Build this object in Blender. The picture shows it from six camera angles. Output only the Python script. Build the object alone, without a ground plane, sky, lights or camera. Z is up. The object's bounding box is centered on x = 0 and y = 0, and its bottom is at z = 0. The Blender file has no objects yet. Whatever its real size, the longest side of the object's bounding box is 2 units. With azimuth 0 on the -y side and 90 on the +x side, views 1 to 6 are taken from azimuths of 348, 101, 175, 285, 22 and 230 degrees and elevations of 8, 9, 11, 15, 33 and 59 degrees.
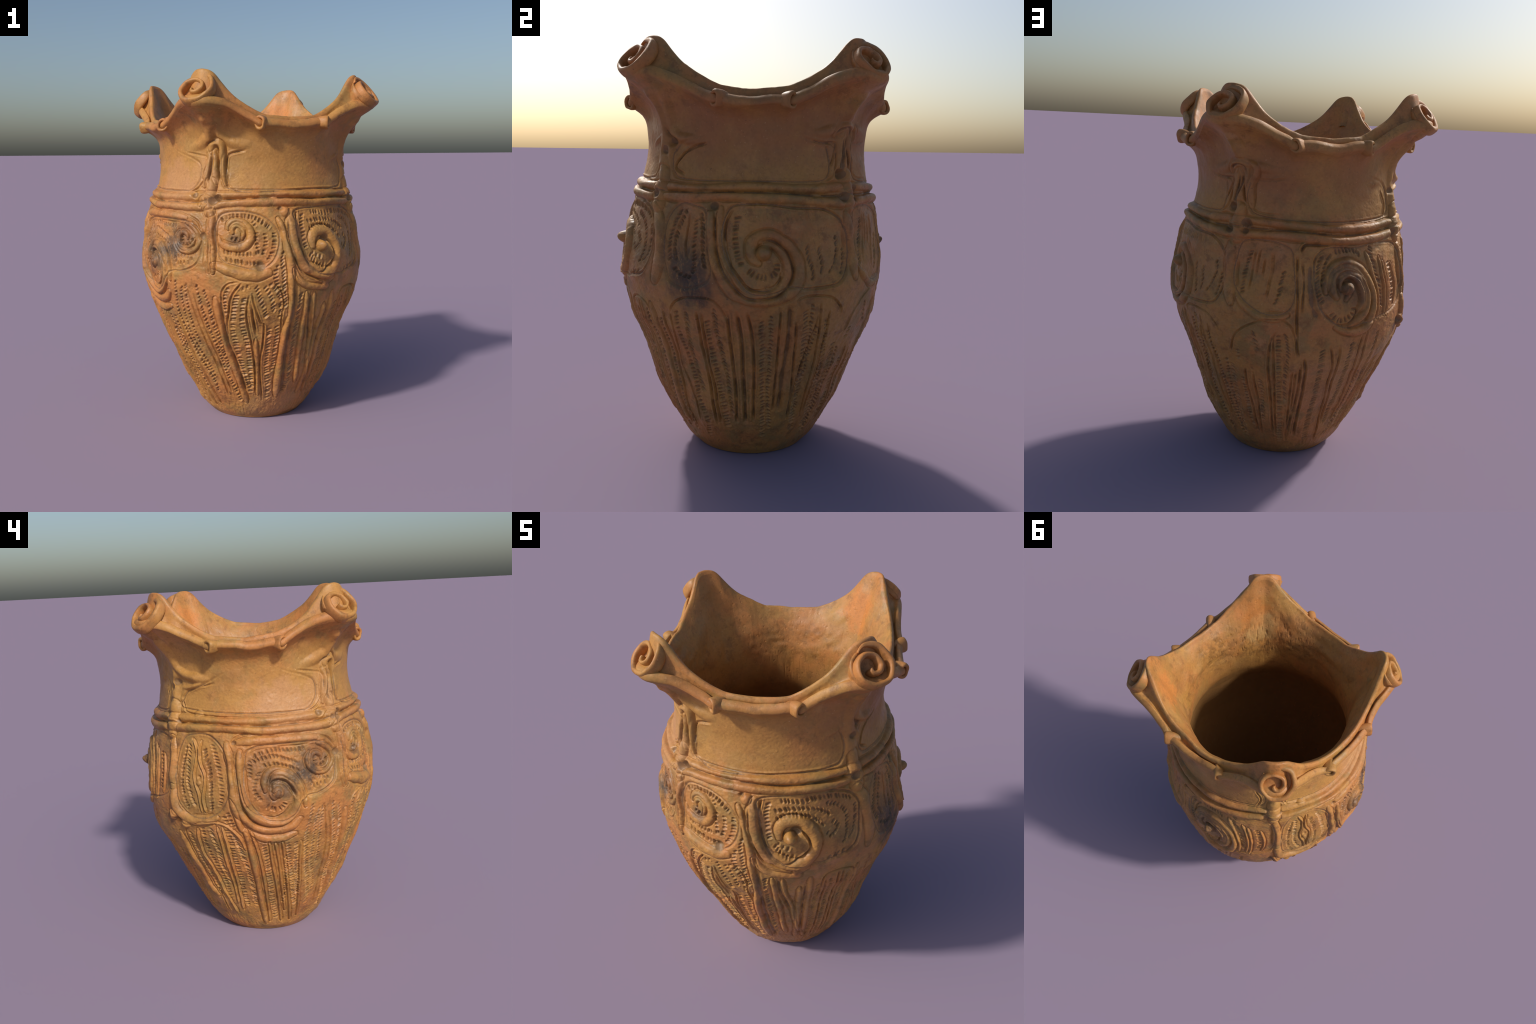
"""Large hand-built earthenware jar: four rim peaks with rolled scrolls, a waist
band of two cordons, framed belly panels with spiral cordons, and a lower wall of
ribs, grooves and herring-bone stab marks.

The wall is one smooth surface laid out on (azimuth, height); every cordon,
groove, stab mark, pit and boss is modelled as relief on it, then the surface is
separated by region into named parts.  Scrolls and rim knobs are own meshes.
Azimuth 0 stands on the -y axis, 90 on the +x axis; metres."""
import bpy, math
import numpy as np

rng = np.random.default_rng(7)

# ------------------------------------------------------------------ wall shape
PEAKS = np.array([327.0, 56.0, 145.0, 236.0])        # azimuth of the rim peaks
PROFILE_Z = [0, .03, .06, .12, .2, .3, .4, .5, .6, .7, .8, .9, 1.0, 1.1, 1.2, 1.28, 1.33, 1.38, 1.45, 1.52]
PROFILE_R = [.280, .316, .3375, .3687, .412, .459, .5026, .5489, .588, .626, .648, .6607, .6561, .640, .625, .602, .576, .561, .545, .540]
AXIS_X = (.0174, -.0149)                              # the jar leans a little
AXIS_Y = (-.0128, .0029)
# rim curves against the angle from the nearest peak
D_OUT = [0, 4, 7, 12, 17, 22, 27, 45]
R_OUT = [.755, .748, .720, .674, .641, .625, .615, .600]
Z_OUT = [1.802, 1.805, 1.803, 1.783, 1.755, 1.722, 1.696, 1.682]
D_IN = [0, 3.5, 6, 8.5, 12, 15, 20, 25, 30, 45]
R_IN = [.648, .644, .638, .628, .616, .606, .592, .580, .570, .560]
Z_IN = [1.990, 1.985, 1.968, 1.928, 1.880, 1.848, 1.812, 1.785, 1.765, 1.752]
Z_NECK = 1.50

NC = 1680                                             # columns round the jar
DAZ = 360.0 / NC
az = np.arange(NC) * DAZ


def blur_ring(a, sigma_deg):
    k = np.arange(-40, 41) * DAZ
    w = np.exp(-.5 * (k / sigma_deg) ** 2); w /= w.sum()
    return sum(wi * np.roll(a, i) for wi, i in zip(w, range(-40, 41)))


def smooth_ring_noise(n, seed, rows=1):
    """periodic value noise with n cells round the ring"""
    g = np.random.default_rng(seed)
    return g.normal(size=(rows, n))


def noise2(col_cells, row_cells, nrow, seed):
    """smooth noise on the wall grid, periodic in azimuth"""
    g = np.random.default_rng(seed).normal(size=(row_cells + 3, col_cells))
    def cub(t):
        return [(-t + 2 * t**2 - t**3) / 2, (2 - 5 * t**2 + 3 * t**3) / 2, (t + 4 * t**2 - 3 * t**3) / 2, (-t**2 + t**3) / 2]
    x = np.arange(NC) / NC * col_cells
    xi = np.floor(x).astype(int); wx = cub(x - xi)
    gx = sum(wx[k] * g[:, (xi + k - 1) % col_cells] for k in range(4))
    y = np.linspace(0, row_cells - 1e-6, nrow)
    yi = np.floor(y).astype(int); wy = cub(y - yi)
    return sum(wy[k][:, None] * gx[np.clip(yi + k, 0, row_cells + 2)] for k in range(4))


dpk = np.abs((az[:, None] - PEAKS + 180) % 360 - 180).min(1)
wob = lambda n, s, a: a * noise2(n, 1, 2, s)[0]
r_out = blur_ring(np.interp(dpk, D_OUT, R_OUT), 1.3) + wob(24, 1, .005) + wob(64, 5, .0022)
z_out = blur_ring(np.interp(dpk, D_OUT, Z_OUT), 1.3) + wob(30, 2, .005) + wob(70, 6, .0022)
r_in = blur_ring(np.interp(dpk, D_IN, R_IN), 1.3) + wob(24, 3, .003)
z_in = blur_ring(np.interp(dpk, D_IN, Z_IN), 1.0) + wob(30, 4, .003)
# the four peaks are not alike
PEAK_OUT = [(327, -.020), (310, -.024), (298, -.016), (345, -.014), (11, 0), (40, .002), (56, -.004), (75, .004), (101, .004), (125, .016), (145, .012), (165, .014), (190, .004), (212, -.014), (225, -.018), (236, -.010), (255, -.016), (282, -.004)]
pa = np.array(sorted(PEAK_OUT)); pk_off = blur_ring(np.interp(az, np.concatenate([pa[:, 0] - 360, pa[:, 0], pa[:, 0] + 360]), np.tile(pa[:, 1], 3)), 3)
r_out += pk_off; r_in += pk_off * .7 + .008 * np.exp(-(dpk / 6) ** 2)
z_in += .020 * np.exp(-((az - 78) / 15) ** 2) + .008 * np.exp(-((az - 102) / 12) ** 2) + .008 * np.exp(-((az - 120) / 14) ** 2)
KNOBS = ((353.8, -1), (29.2, 1), (86.4, -1), (115.3, 1), (173.1, -1), (208.2, 1), (265.1, -1), (298.8, 1))
for k, side in KNOBS:                                 # the lip swells where the hollow knobs sit
    g = np.exp(-(((az - k + 180) % 360 - 180) / 2.8) ** 2)
    r_out += .010 * g; z_out -= .006 * g
peakness = np.exp(-(dpk / 9.0) ** 2)

# rows of the outer wall: straight levels up to the neck, then up to the lip
def body_levels(step):
    zz = np.linspace(0, Z_NECK, 3000)
    rr = np.interp(zz, PROFILE_Z, PROFILE_R)
    s = np.concatenate([[0], np.cumsum(np.hypot(np.diff(zz), np.diff(rr)))])
    return np.interp(np.linspace(0, s[-1], int(s[-1] / step)), s, zz)


levels = body_levels(.0027)
NB = len(levels)
NF = 84                                               # rows of the flare
tt = 1 - (1 - np.linspace(0, 1, NF + 1)[1:]) ** 1.5
Z = np.concatenate([np.repeat(levels[:, None], NC, 1), Z_NECK + tt[:, None] * (z_out - Z_NECK)[None, :]])
NR = len(Z)
zs = np.linspace(0, 1.9, 4000)
kern = np.exp(-.5 * (np.arange(-60, 61) * (1.9 / 3999) / .012) ** 2); kern /= kern.sum()
prof = np.convolve(np.pad(np.interp(zs, PROFILE_Z, PROFILE_R), 60, mode='edge'), kern, mode='valid')
# under a peak the lip is carried on a strap; beside it the wall is hollowed out
flare_pow = np.interp(dpk, [0, 5, 10, 17, 35, 45], [2.6, 2.9, 4.1, 5.6, 5.2, 4.8])
flare = np.clip((Z - Z_NECK) / (z_out - Z_NECK)[None, :], 0, 1) ** flare_pow[None, :]
R = np.interp(Z, zs, prof) + (r_out - .54)[None, :] * flare


def swell(table, zc, zw):
    """hand-built unevenness: a gentle radial offset round the jar at one height"""
    t = np.array(sorted(table)); a = np.concatenate([t[:, 0] - 360, t[:, 0], t[:, 0] + 360])
    off = blur_ring(np.interp(az, a, np.tile(t[:, 1], 3)), 6.0)
    return off[None, :] * np.exp(-((Z - zc) / zw) ** 2)


R += swell([(0, -.006), (23, -.013), (45, -.021), (82, -.031), (105, -.026), (140, -.002), (185, -.004), (222, .010), (250, -.004), (278, -.018), (320, 0)], .58, .19)
R += swell([(0, -.002), (23, .004), (60, .008), (100, .008), (140, 0), (222, .010), (250, .004), (278, -.008), (320, 0)], .22, .14)
R += swell([(0, 0), (150, 0), (185, -.006), (215, .008), (236, .016), (255, -.002), (275, -.006), (300, 0)], .82, .16)
R += swell([(12, .002), (150, .002), (180, -.002), (215, .002), (240, .002), (262, -.006), (290, 0)], 1.08, .16)
R += swell([(327, .018), (308, 0), (350, 0), (12, .006), (35, .006), (56, .024), (76, 0), (110, .006), (125, .022), (145, .040), (168, .030), (190, .014), (215, .016), (236, .026), (256, .002), (280, -.004)], 1.44, .13)
R += swell([(327, -.004), (350, 0), (56, .006), (76, .004), (110, .010), (145, .022), (168, .020), (190, .008), (236, 0), (280, -.006)], 1.62, .10)
R += swell([(340, 0), (0, .005), (23, .007), (45, .009), (70, .003), (90, 0), (180, 0), (330, 0)], .33, .11)
R += swell([(170, 0), (190, .012), (205, .020), (222, .016), (240, 0)], .68, .11)
R += swell([(8, 0), (25, .012), (42, 0), (255, 0), (272, .008), (292, .010), (308, 0)], 1.0, .13)
S = np.concatenate([np.zeros((1, NC)), np.cumsum(np.hypot(np.diff(R, axis=0), np.diff(Z, axis=0)), 0)])

# ------------------------------------------------------------------ relief tools
up = np.zeros((NR, NC))            # cordons and bosses: highest wins
down = np.zeros((NR, NC))          # grooves, pits: deepest wins
marks = np.zeros((NR, NC))         # stab marks
sunk = np.zeros((NR, NC))          # recessed panels
label = np.zeros((NR, NC), np.int32)
LABELS = ['']


def to_rows(a, z):
    """row index of height z in the column at azimuth a"""
    c = int(round((a % 360) / DAZ)) % NC
    return np.interp(z, Z[:, c], np.arange(NR))


def smooth_path(pts, step=.003, closed=False):
    """Catmull-Rom curve through control points, evenly stepped: azimuth, height"""
    P = np.array(pts, float)
    if closed:
        P = np.vstack([P[-1:], P, P[:2]]); 
        if True:
            for i in range(1, len(P)):
                while P[i, 0] - P[i - 1, 0] > 180: P[i:, 0] -= 360
                while P[i, 0] - P[i - 1, 0] < -180: P[i:, 0] += 360
    else:
        P = np.vstack([2 * P[0] - P[1], P, 2 * P[-1] - P[-2]])
    out = []
    for i in range(1, len(P) - 2):
        p0, p1, p2, p3 = P[i - 1:i + 3]
        t = np.linspace(0, 1, 24, endpoint=False)[:, None]
        out.append(.5 * (2 * p1 + (p2 - p0) * t + (2 * p0 - 5 * p1 + 4 * p2 - p3) * t**2 + (3 * p1 - p0 - 3 * p2 + p3) * t**3))
    out.append(P[-2][None])
    C = np.vstack(out)
    rad = np.interp(C[:, 1], PROFILE_Z, PROFILE_R)
    d = np.hypot(np.diff(C[:, 0]) * np.pi / 180 * rad[1:], np.diff(C[:, 1]) * 1.1)
    s = np.concatenate([[0], np.cumsum(d)])
    n = max(int(s[-1] / step), 2)
    q = np.linspace(0, s[-1], n)
    return np.stack([np.interp(q, s, C[:, 0]), np.interp(q, s, C[:, 1])], 1), s[-1]


def window(a, z, reach):
    """indices of the wall vertices round a point, with local east and north offsets"""
    r0 = to_rows(a, z); ri = int(r0)
    c = int(round((a % 360) / DAZ)) % NC
    rad = R[min(ri, NR - 1), c]
    nc = int(reach / (rad * math.radians(DAZ))) + 1
    s0 = np.interp(r0, np.arange(NR), S[:, c])
    lo = max(np.searchsorted(S[:, c], s0 - reach), 0); hi = min(np.searchsorted(S[:, c], s0 + reach) + 1, NR)
    cols = np.arange(c - nc, c + nc + 1)
    east = np.radians((cols * DAZ - (a % 360) + 180) % 360 - 180)[None, :] * rad
    north = S[lo:hi, c][:, None] - s0
    return slice(lo, hi), cols % NC, east, north


def distance_field(path, reach):
    D = {}
    field = np.full((NR, NC), 9.0, np.float32)
    for a, z in path:
        sl, cols, e, n = window(a, z, reach)
        d = np.sqrt(e * e + n * n)
        sub = field[sl][:, cols]
        field[sl, cols] = np.minimum(sub, d)
    rows = np.where((field < 9).any(1))[0]
    return field, slice(rows[0], rows[-1] + 1)


def name_label(name):
    if name not in LABELS: LABELS.append(name)
    return LABELS.index(name)


STYLE = {'neck_rib': (1.35, 1.25, 1.35), 'frame': (1.45, .9, 1.0), 'post': (1.4, .95, .9), 'spiral': (1.30, .86, .85),
         'rib': (1.15, .85, .9), 'long_cordon': (1.1, .9, .8), 'hairpin': (1.45, 1.3, .9), 'waist_cordon': (1.2, .84, .9)}


def cordon(name, pts, w, h, seam=.0055):
    """a strip of clay laid on the wall and pressed down along both edges; it
    thins out towards its ends and runs into the strips it meets"""
    path, L = smooth_path(pts)
    kw, kh, soft = STYLE.get(name, (1, 1, .7))
    w = w * kw; h = h * kh
    closed = abs(pts[0][0] - pts[-1][0]) % 360 < 1e-6
    reach = w * .5 + .014
    f = np.full((NR, NC), 9.0, np.float32); hf = np.zeros((NR, NC), np.float32)
    n = len(path)
    ph = rng.uniform(0, 6, 3)
    for i, (a, z) in enumerate(path):
        e = 1.0 if closed else min(min(i, n - 1 - i) * .003 / (w * 1.1 if name != 'neck_rib' else .09), 1.0)
        s = i * .003
        wi = w * (.60 + .40 * e) * (1 + .10 * math.sin(s * 17 + ph[0]) + .05 * math.sin(s * 73 + ph[1]))
        hi = (.35 + .65 * e if name != 'neck_rib' else e) * (1 + .14 * math.sin(s * 23 + ph[2]))
        sl, cols, ea, no = window(a, z, reach)
        d = np.sqrt(ea * ea + no * no) / (wi * .5)
        sub = f[sl][:, cols]; near = d < sub
        f[sl, cols] = np.where(near, d, sub)
        hf[sl, cols] = np.where(near, hi, hf[sl][:, cols])
    rows = np.where((f < 9).any(1))[0]; rs = slice(rows[0], rows[-1] + 1)
    x = f[rs]
    ridge = h * hf[rs] * np.clip(1 - x ** 2, 0, 1) ** soft
    won = ridge > up[rs]
    up[rs] = (up[rs] ** 3 + ridge ** 3) ** (1 / 3)
    label[rs][won & (x < 1)] = name_label(name)
    if seam and soft < 1.2:
        D = (x - 1) * w * .5
        g = seam * np.exp(-((D - .002) / .0045) ** 2)
        g[x > 8] = 0
        down[rs] = np.maximum(down[rs], g)


def groove(pts, w=.012, d=.008):
    """a line drawn in the wet clay: it shallows at both ends and wavers in
    depth, with a slight burr on both sides"""
    path, L = smooth_path(pts)
    d = d * 1.2
    f = np.full((NR, NC), 9.0, np.float32); hf = np.zeros((NR, NC), np.float32)
    n = len(path); ph = rng.uniform(0, 6, 2)
    for i, (a, z) in enumerate(path):
        s = i * .003
        hi = (.25 + .75 * min(min(i, n - 1 - i) * .003 / .030, 1.0)) * (.86 + .14 * math.sin(s * 37 + ph[0]) + .10 * math.sin(s * 90 + ph[1]))
        sl, cols, ea, no = window(a, z, w * 1.5)
        dist = np.sqrt(ea * ea + no * no)
        sub = f[sl][:, cols]; near = dist < sub
        f[sl, cols] = np.where(near, dist, sub); hf[sl, cols] = np.where(near, hi, hf[sl][:, cols])
    rows = np.where((f < 9).any(1))[0]; rs = slice(rows[0], rows[-1] + 1)
    D = f[rs]; h = d * hf[rs]
    g = h * np.exp(-(D / (w * .5)) ** 2 * 1.3)
    down[rs] = np.maximum(down[rs], np.where(D < 8, g, 0))
    b = .30 * h * np.exp(-((D - w * .85) / (w * .3)) ** 2)
    up[rs] = np.maximum(up[rs], np.where(D < 8, b, 0))


def panel(pts, depth, top=None):
    """a closed panel sunk into the wall, edge rounded, outline drawn"""
    path, L = smooth_path(pts, closed=True)
    f, rs = distance_field(path, .03)
    D = np.minimum(f[rs], .03)
    a0, a1 = path[:, 0].min(), path[:, 0].max()
    inside = np.zeros(D.shape, bool)
    mid = (a0 + a1) / 2
    A = (az - mid + 180) % 360 - 180 + mid
    z = Z[rs]
    px, pz = path[::3, 0], path[::3, 1]
    for i in range(len(px)):
        x0, z0, x1, z1 = px[i - 1], pz[i - 1], px[i], pz[i]
        if z0 == z1: continue
        c = ((z0 > z) != (z1 > z)) & (A[None, :] < (x1 - x0) * (z - z0) / (z1 - z0) + x0)
        inside ^= c
    t = np.clip(D / .016, 0, 1); t = t * t * (3 - 2 * t)
    line = .010 * np.exp(-(D / .0065) ** 2)
    if top is not None:                              # the panel fades out upwards
        q = np.clip((top - z) / .10, 0, 1); q = q * q * (3 - 2 * q); t = t * q; line = line * q
    sunk[rs] = np.maximum(sunk[rs], np.where(inside, depth * t, 0))
    down[rs] = np.maximum(down[rs], line)


def stabs(pts, length, lean, gap=.0205, d=.0092, wid=.0116):
    """a row of stab marks along a path; lean: slope of each mark in degrees
    (0 level, 90 upright), None: square to the path"""
    path, L = smooth_path(pts)
    n = max(int(L / gap), 2)
    for i in range(n):
        q = (i + .5 + rng.uniform(-.22, .22)) / n * (len(path) - 1)
        k = int(q); k = min(max(k, 0), len(path) - 2)
        a, z = path[k]
        if lean is None:
            k2 = min(k + 4, len(path) - 1); k1 = max(k - 4, 0)
            rad = float(np.interp(z, PROFILE_Z, PROFILE_R))
            ang = math.atan2(path[k2, 1] - path[k1, 1], math.radians(path[k2, 0] - path[k1, 0]) * rad) + math.pi / 2
        else:
            ang = math.radians(lean)
        ang += rng.normal(0, .10)
        ln = length * rng.uniform(.8, 1.15); dd = d * rng.uniform(.7, 1.2); ww = wid * rng.uniform(.85, 1.2)
        sl, cols, e, nn = window(a, z, ln * .75 + .006)
        here = marks[int(to_rows(a, z)), int(round((a % 360) / DAZ)) % NC]
        if here > .003: continue                     # never stab twice into one mark
        u = (e * math.cos(ang) + nn * math.sin(ang)) / (ln * .5)
        v = (-e * math.sin(ang) + nn * math.cos(ang)) / (ww * .5)
        prof_u = np.clip(1 - np.abs(u) ** 3, 0, 1) * (1 - .35 * u)
        cut = dd * prof_u * np.exp(-v * v * 1.2)
        burr = -.30 * dd * prof_u * np.exp(-((v + 1.9) / .7) ** 2)
        sub = marks[sl][:, cols]
        marks[sl, cols] = np.where(cut > .0006, np.maximum(sub, cut), np.where(sub <= 0, np.minimum(sub, burr), sub))


def boss(pts, r, h):
    a, z = pts[0]
    sl, cols, e, n = window(a, z, r * 1.3)
    x = np.sqrt(e * e + n * n) / r
    add = h * np.clip(1 - x * x, 0, 1) ** .7
    sub = up[sl][:, cols]
    won = add > sub
    up[sl, cols] = np.maximum(sub, add)
    lab = label[sl][:, cols]
    label[sl, cols] = np.where(won, name_label('boss'), lab)


def pit(pts, r, d):
    a, z = pts[0]
    sl, cols, e, n = window(a, z, r * 1.6)
    x = np.sqrt(e * e + (n * 1.1) ** 2) / r
    cut = d * np.exp(-(x ** 2.6) * 1.1)
    down[sl, cols] = np.maximum(down[sl][:, cols], cut)


def panel_edge(pts):
    groove(pts, .013, .010)


# ------------------------------------------------------------------ the relief
cordon('waist_cordon', [(0.0, 1.348), (12.0, 1.347), (24.0, 1.341), (36.0, 1.339), (48.0, 1.339), (60.0, 1.337), (72.0, 1.334), (84.0, 1.337), (96.0, 1.344), (108.0, 1.345), (120.0, 1.34), (132.0, 1.338), (144.0, 1.344), (156.0, 1.341), (168.0, 1.338), (180.0, 1.329), (192.0, 1.32), (204.0, 1.319), (216.0, 1.324), (228.0, 1.336), (240.0, 1.339), (252.0, 1.339), (264.0, 1.332), (276.0, 1.328), (288.0, 1.328), (300.0, 1.331), (312.0, 1.332), (324.0, 1.336), (336.0, 1.344), (348.0, 1.347), (360.0, 1.348)], .036, .020)
cordon('waist_cordon', [(0.0, 1.309), (12.0, 1.305), (24.0, 1.3), (36.0, 1.297), (48.0, 1.293), (60.0, 1.297), (72.0, 1.297), (84.0, 1.303), (96.0, 1.304), (108.0, 1.302), (120.0, 1.294), (132.0, 1.281), (144.0, 1.275), (156.0, 1.28), (168.0, 1.283), (180.0, 1.279), (192.0, 1.267), (204.0, 1.264), (216.0, 1.27), (228.0, 1.283), (240.0, 1.291), (252.0, 1.297), (264.0, 1.297), (276.0, 1.291), (288.0, 1.281), (300.0, 1.281), (312.0, 1.28), (324.0, 1.284), (336.0, 1.301), (348.0, 1.307), (360.0, 1.309)], .038, .022)
groove([(0.0, 1.327), (12.0, 1.324), (24.0, 1.319), (36.0, 1.316), (48.0, 1.314), (60.0, 1.315), (72.0, 1.314), (84.0, 1.318), (96.0, 1.322), (108.0, 1.322), (120.0, 1.315), (132.0, 1.307), (144.0, 1.307), (156.0, 1.308), (168.0, 1.308), (180.0, 1.302), (192.0, 1.291), (204.0, 1.29), (216.0, 1.295), (228.0, 1.307), (240.0, 1.313), (252.0, 1.316), (264.0, 1.312), (276.0, 1.307), (288.0, 1.302), (300.0, 1.304), (312.0, 1.304), (324.0, 1.308), (336.0, 1.321), (348.0, 1.325), (360.0, 1.327)], .014, .010)
# --- waist band: two cordons all the way round (joined afterwards)
# --- quadrant 1
panel([(331.2, 1.207), (333.9, 1.247), (340.6, 1.26), (347.8, 1.255), (354.7, 1.229), (359.2, 1.186), (361.7, 1.131), (360.9, 1.061), (358.3, 1.003), (353.8, 0.966), (347.2, 0.96), (340.6, 0.977), (336.2, 0.991), (333, 1.023), (331.2, 1.072), (330.8, 1.147)], .010)
cordon('spiral', [(332.1, 1.122), (334.3, 1.088), (339.8, 1.072), (344.8, 1.082), (347.7, 1.119), (347.6, 1.164), (344.9, 1.198), (341.2, 1.213), (337.9, 1.201), (336.8, 1.173)], .034, .014)
cordon('spiral', [(339.1, 1.149), (338.9, 1.173), (340.7, 1.191), (343, 1.184), (344.6, 1.154), (343.7, 1.119)], .022, .010)
cordon('frame', [(330.6, 0.976), (333.9, 0.965), (338.4, 0.949), (344.1, 0.932), (351.5, 0.931), (355.9, 0.94)], .046, .018)
pit([(352, 0.972)], .030, .020)
cordon('post', [(328.1, 1.256), (328.7, 1.196), (328.7, 1.121), (328.9, 1.021), (329.4, 0.94)], .040, .020)
groove([(327.2, 1.201), (327.9, 1.121), (327.4, 1.02), (327.8, 0.944), (329.6, 0.935)], .012, .010)
groove([(330.6, 1.256), (330.7, 1.207), (330.3, 1.147), (331, 1.072), (331.6, 1.022)], .012, .010)
stabs([(333.6, 1.217), (338.3, 1.238), (344.4, 1.238), (350, 1.228), (354.1, 1.202), (357.7, 1.172)], .028, None)
stabs([(359.3, 1.152), (359.4, 1.092), (358, 1.042), (355.6, 1.003)], .030, 0)
stabs([(350.8, 1.158), (350.4, 1.114), (351.4, 1.064)], .026, 0)
stabs([(335.7, 1.011), (340.7, 1), (346, 0.992), (350.8, 0.989)], .030, 100)
stabs([(334.3, 1.051), (338.9, 1.044), (344.3, 1.039), (349.6, 1.042), (352.7, 1.054)], .026, 100)
stabs([(354.8, 1.148), (355.1, 1.093), (353.5, 1.029)], .026, 0)
stabs([(348.6, 1.218), (350.4, 1.183)], .024, 45)
stabs([(337.9, 1.134), (339.8, 1.114), (342.1, 1.119)], .026, 60)
stabs([(3.4, 1.05), (2.4, 1.011), (2.7, 0.955), (3.1, 0.893), (3.5, 0.824), (4.4, 0.741)], .030, 45)
stabs([(0.5, 0.981), (-0.9, 0.941), (-0.6, 0.895), (1.3, 0.841), (2, 0.787)], .030, 20)
cordon('spiral', [(9, 1.253), (8.3, 1.203), (8.2, 1.158), (8.9, 1.087), (10.8, 1.021), (14.4, 0.962), (16.7, 0.951), (22.5, 0.918), (28.5, 0.919), (32.2, 0.952), (34.6, 1.012), (34, 1.074), (30.9, 1.12), (26.6, 1.143), (21.8, 1.143), (19.3, 1.112), (19.1, 1.068)], .050, .024)
boss([(23.7, 1.069)], .034, .048)
boss([(5.4, 1.256)], .030, .018)
pit([(3.2, 1.274)], .014, .016)
groove([(6.4, 1.209), (6.3, 1.129), (8, 1.043), (11, 0.954), (15.4, 0.914), (23.9, 0.875)], .012, .012)
groove([(12.1, 1.266), (10.7, 1.192), (11.5, 1.101), (14.1, 1.003), (18, 0.949), (22.9, 0.927), (31.4, 0.988), (32, 1.034), (30.3, 1.077), (27.3, 1.111), (23.3, 1.12), (21.2, 1.102), (20.7, 1.068)], .012, .012)
pit([(26.4, 1.103)], .030, .022)
cordon('long_cordon', [(1.6, 1.22), (3.2, 1.18), (4.3, 1.13), (5.7, 1.044), (6.7, 0.968), (6.6, 0.89), (7.2, 0.81), (7.8, 0.698), (7.1, 0.664), (5.4, 0.588), (4.8, 0.499), (4.7, 0.406), (4.6, 0.276), (5.4, 0.165)], .036, .018)
cordon('spiral', [(8.1, 0.951), (9.9, 0.904), (14.1, 0.862), (20.2, 0.845), (26.3, 0.839), (25.6, 0.863), (30.5, 0.888)], .030, .012)
groove([(7.7, 0.967), (9.4, 0.914), (11.4, 0.886)], .010, .009)
panel_edge([(40, 1.275), (46.3, 1.261), (52.9, 1.231), (56.4, 1.177), (56.7, 1.109), (55.5, 1.009), (52.5, 0.951), (48.1, 0.926), (41.1, 0.915), (37.6, 0.904)])
stabs([(15.3, 1.245), (14.2, 1.21), (14, 1.18), (14.5, 1.15), (14.5, 1.119), (14.9, 1.089), (15.3, 1.058)], .034, 20)
stabs([(17.1, 1.032), (19.1, 0.989), (22.3, 0.96), (25.2, 0.967)], .034, 70)
stabs([(18, 1.041), (20.9, 1.018), (23.6, 1.005)], .028, 75)
stabs([(19.8, 1.252), (24.8, 1.247), (30.1, 1.241), (32.7, 1.249), (37.9, 1.248), (43.3, 1.243), (48.7, 1.227), (53.4, 1.2)], .030, 110)
stabs([(17.6, 1.203), (23.7, 1.21), (29.9, 1.208), (34, 1.199), (38.1, 1.182), (42.3, 1.15)], .030, 120)
stabs([(17.9, 1.16), (21.6, 1.179), (25.6, 1.18), (31.7, 1.167), (35.7, 1.139), (38.8, 1.101)], .028, 120)
stabs([(40.7, 1.218), (46.3, 1.192), (49.3, 1.151), (50.1, 1.123), (50, 1.061), (49.2, 1.023), (47.1, 0.977)], .028, 40)
stabs([(54.7, 1.17), (54.7, 1.118), (54.2, 1.069), (52.7, 1.023), (49.5, 0.988)], .028, 40)
stabs([(43, 1.118), (45.4, 1.079), (41.5, 1.042), (39.9, 1.067)], .028, 45)
stabs([(39.4, 0.922), (43.4, 0.929), (48, 0.938)], .030, 45)
# quadrant 1 lower
cordon('rib', [(329.9, 0.792), (330.8, 0.693), (331.7, 0.588), (332.6, 0.504), (333.9, 0.41), (336.3, 0.314), (338.8, 0.193), (340.2, 0.129)], .034, .014)
groove([(332.3, 0.794), (333, 0.671), (333.7, 0.541), (336.5, 0.411), (338.9, 0.302), (341.1, 0.194)], .018, .012)
groove([(333.1, 0.683), (333, 0.767), (333.5, 0.832), (336.5, 0.876), (341.1, 0.89)], .010, .008)
groove([(342.8, 0.88), (339.5, 0.834), (337.4, 0.785), (336.1, 0.713), (334.5, 0.637), (334.3, 0.541)], .011, .010)
stabs([(336.9, 0.857), (335, 0.811), (334.6, 0.762), (334.8, 0.701)], .026, 10)
stabs([(340.8, 0.824), (339.9, 0.781), (338.7, 0.709), (337.7, 0.65), (337.3, 0.591), (338.4, 0.519), (339.3, 0.444), (340.8, 0.349), (343.4, 0.264), (345.1, 0.202)], .034, 5)
stabs([(344.8, 0.808), (343.5, 0.765), (342.8, 0.704), (342.5, 0.658), (342.7, 0.616), (343.7, 0.575), (344.8, 0.52), (345.2, 0.446), (345.4, 0.356), (345.6, 0.284), (346.1, 0.236)], .034, 12)
stabs([(342.7, 0.848), (345, 0.864), (347.2, 0.869)], .028, 70)
groove([(346.6, 0.814), (345.6, 0.77), (344.9, 0.698), (345.5, 0.628), (346.7, 0.545), (347.6, 0.458), (348.5, 0.35), (348.2, 0.195)], .011, .010)
groove([(348, 0.824), (348.8, 0.77), (350.5, 0.704), (352, 0.657), (353.8, 0.632), (353, 0.507), (351.7, 0.426), (351.8, 0.317), (353.9, 0.143)], .011, .010)
groove([(347.6, 0.759), (348.1, 0.687), (349, 0.616), (349.7, 0.586)], .014, .014)
cordon('rib', [(349.4, 0.556), (349.8, 0.382), (350.1, 0.18)], .020, .008)
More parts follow.
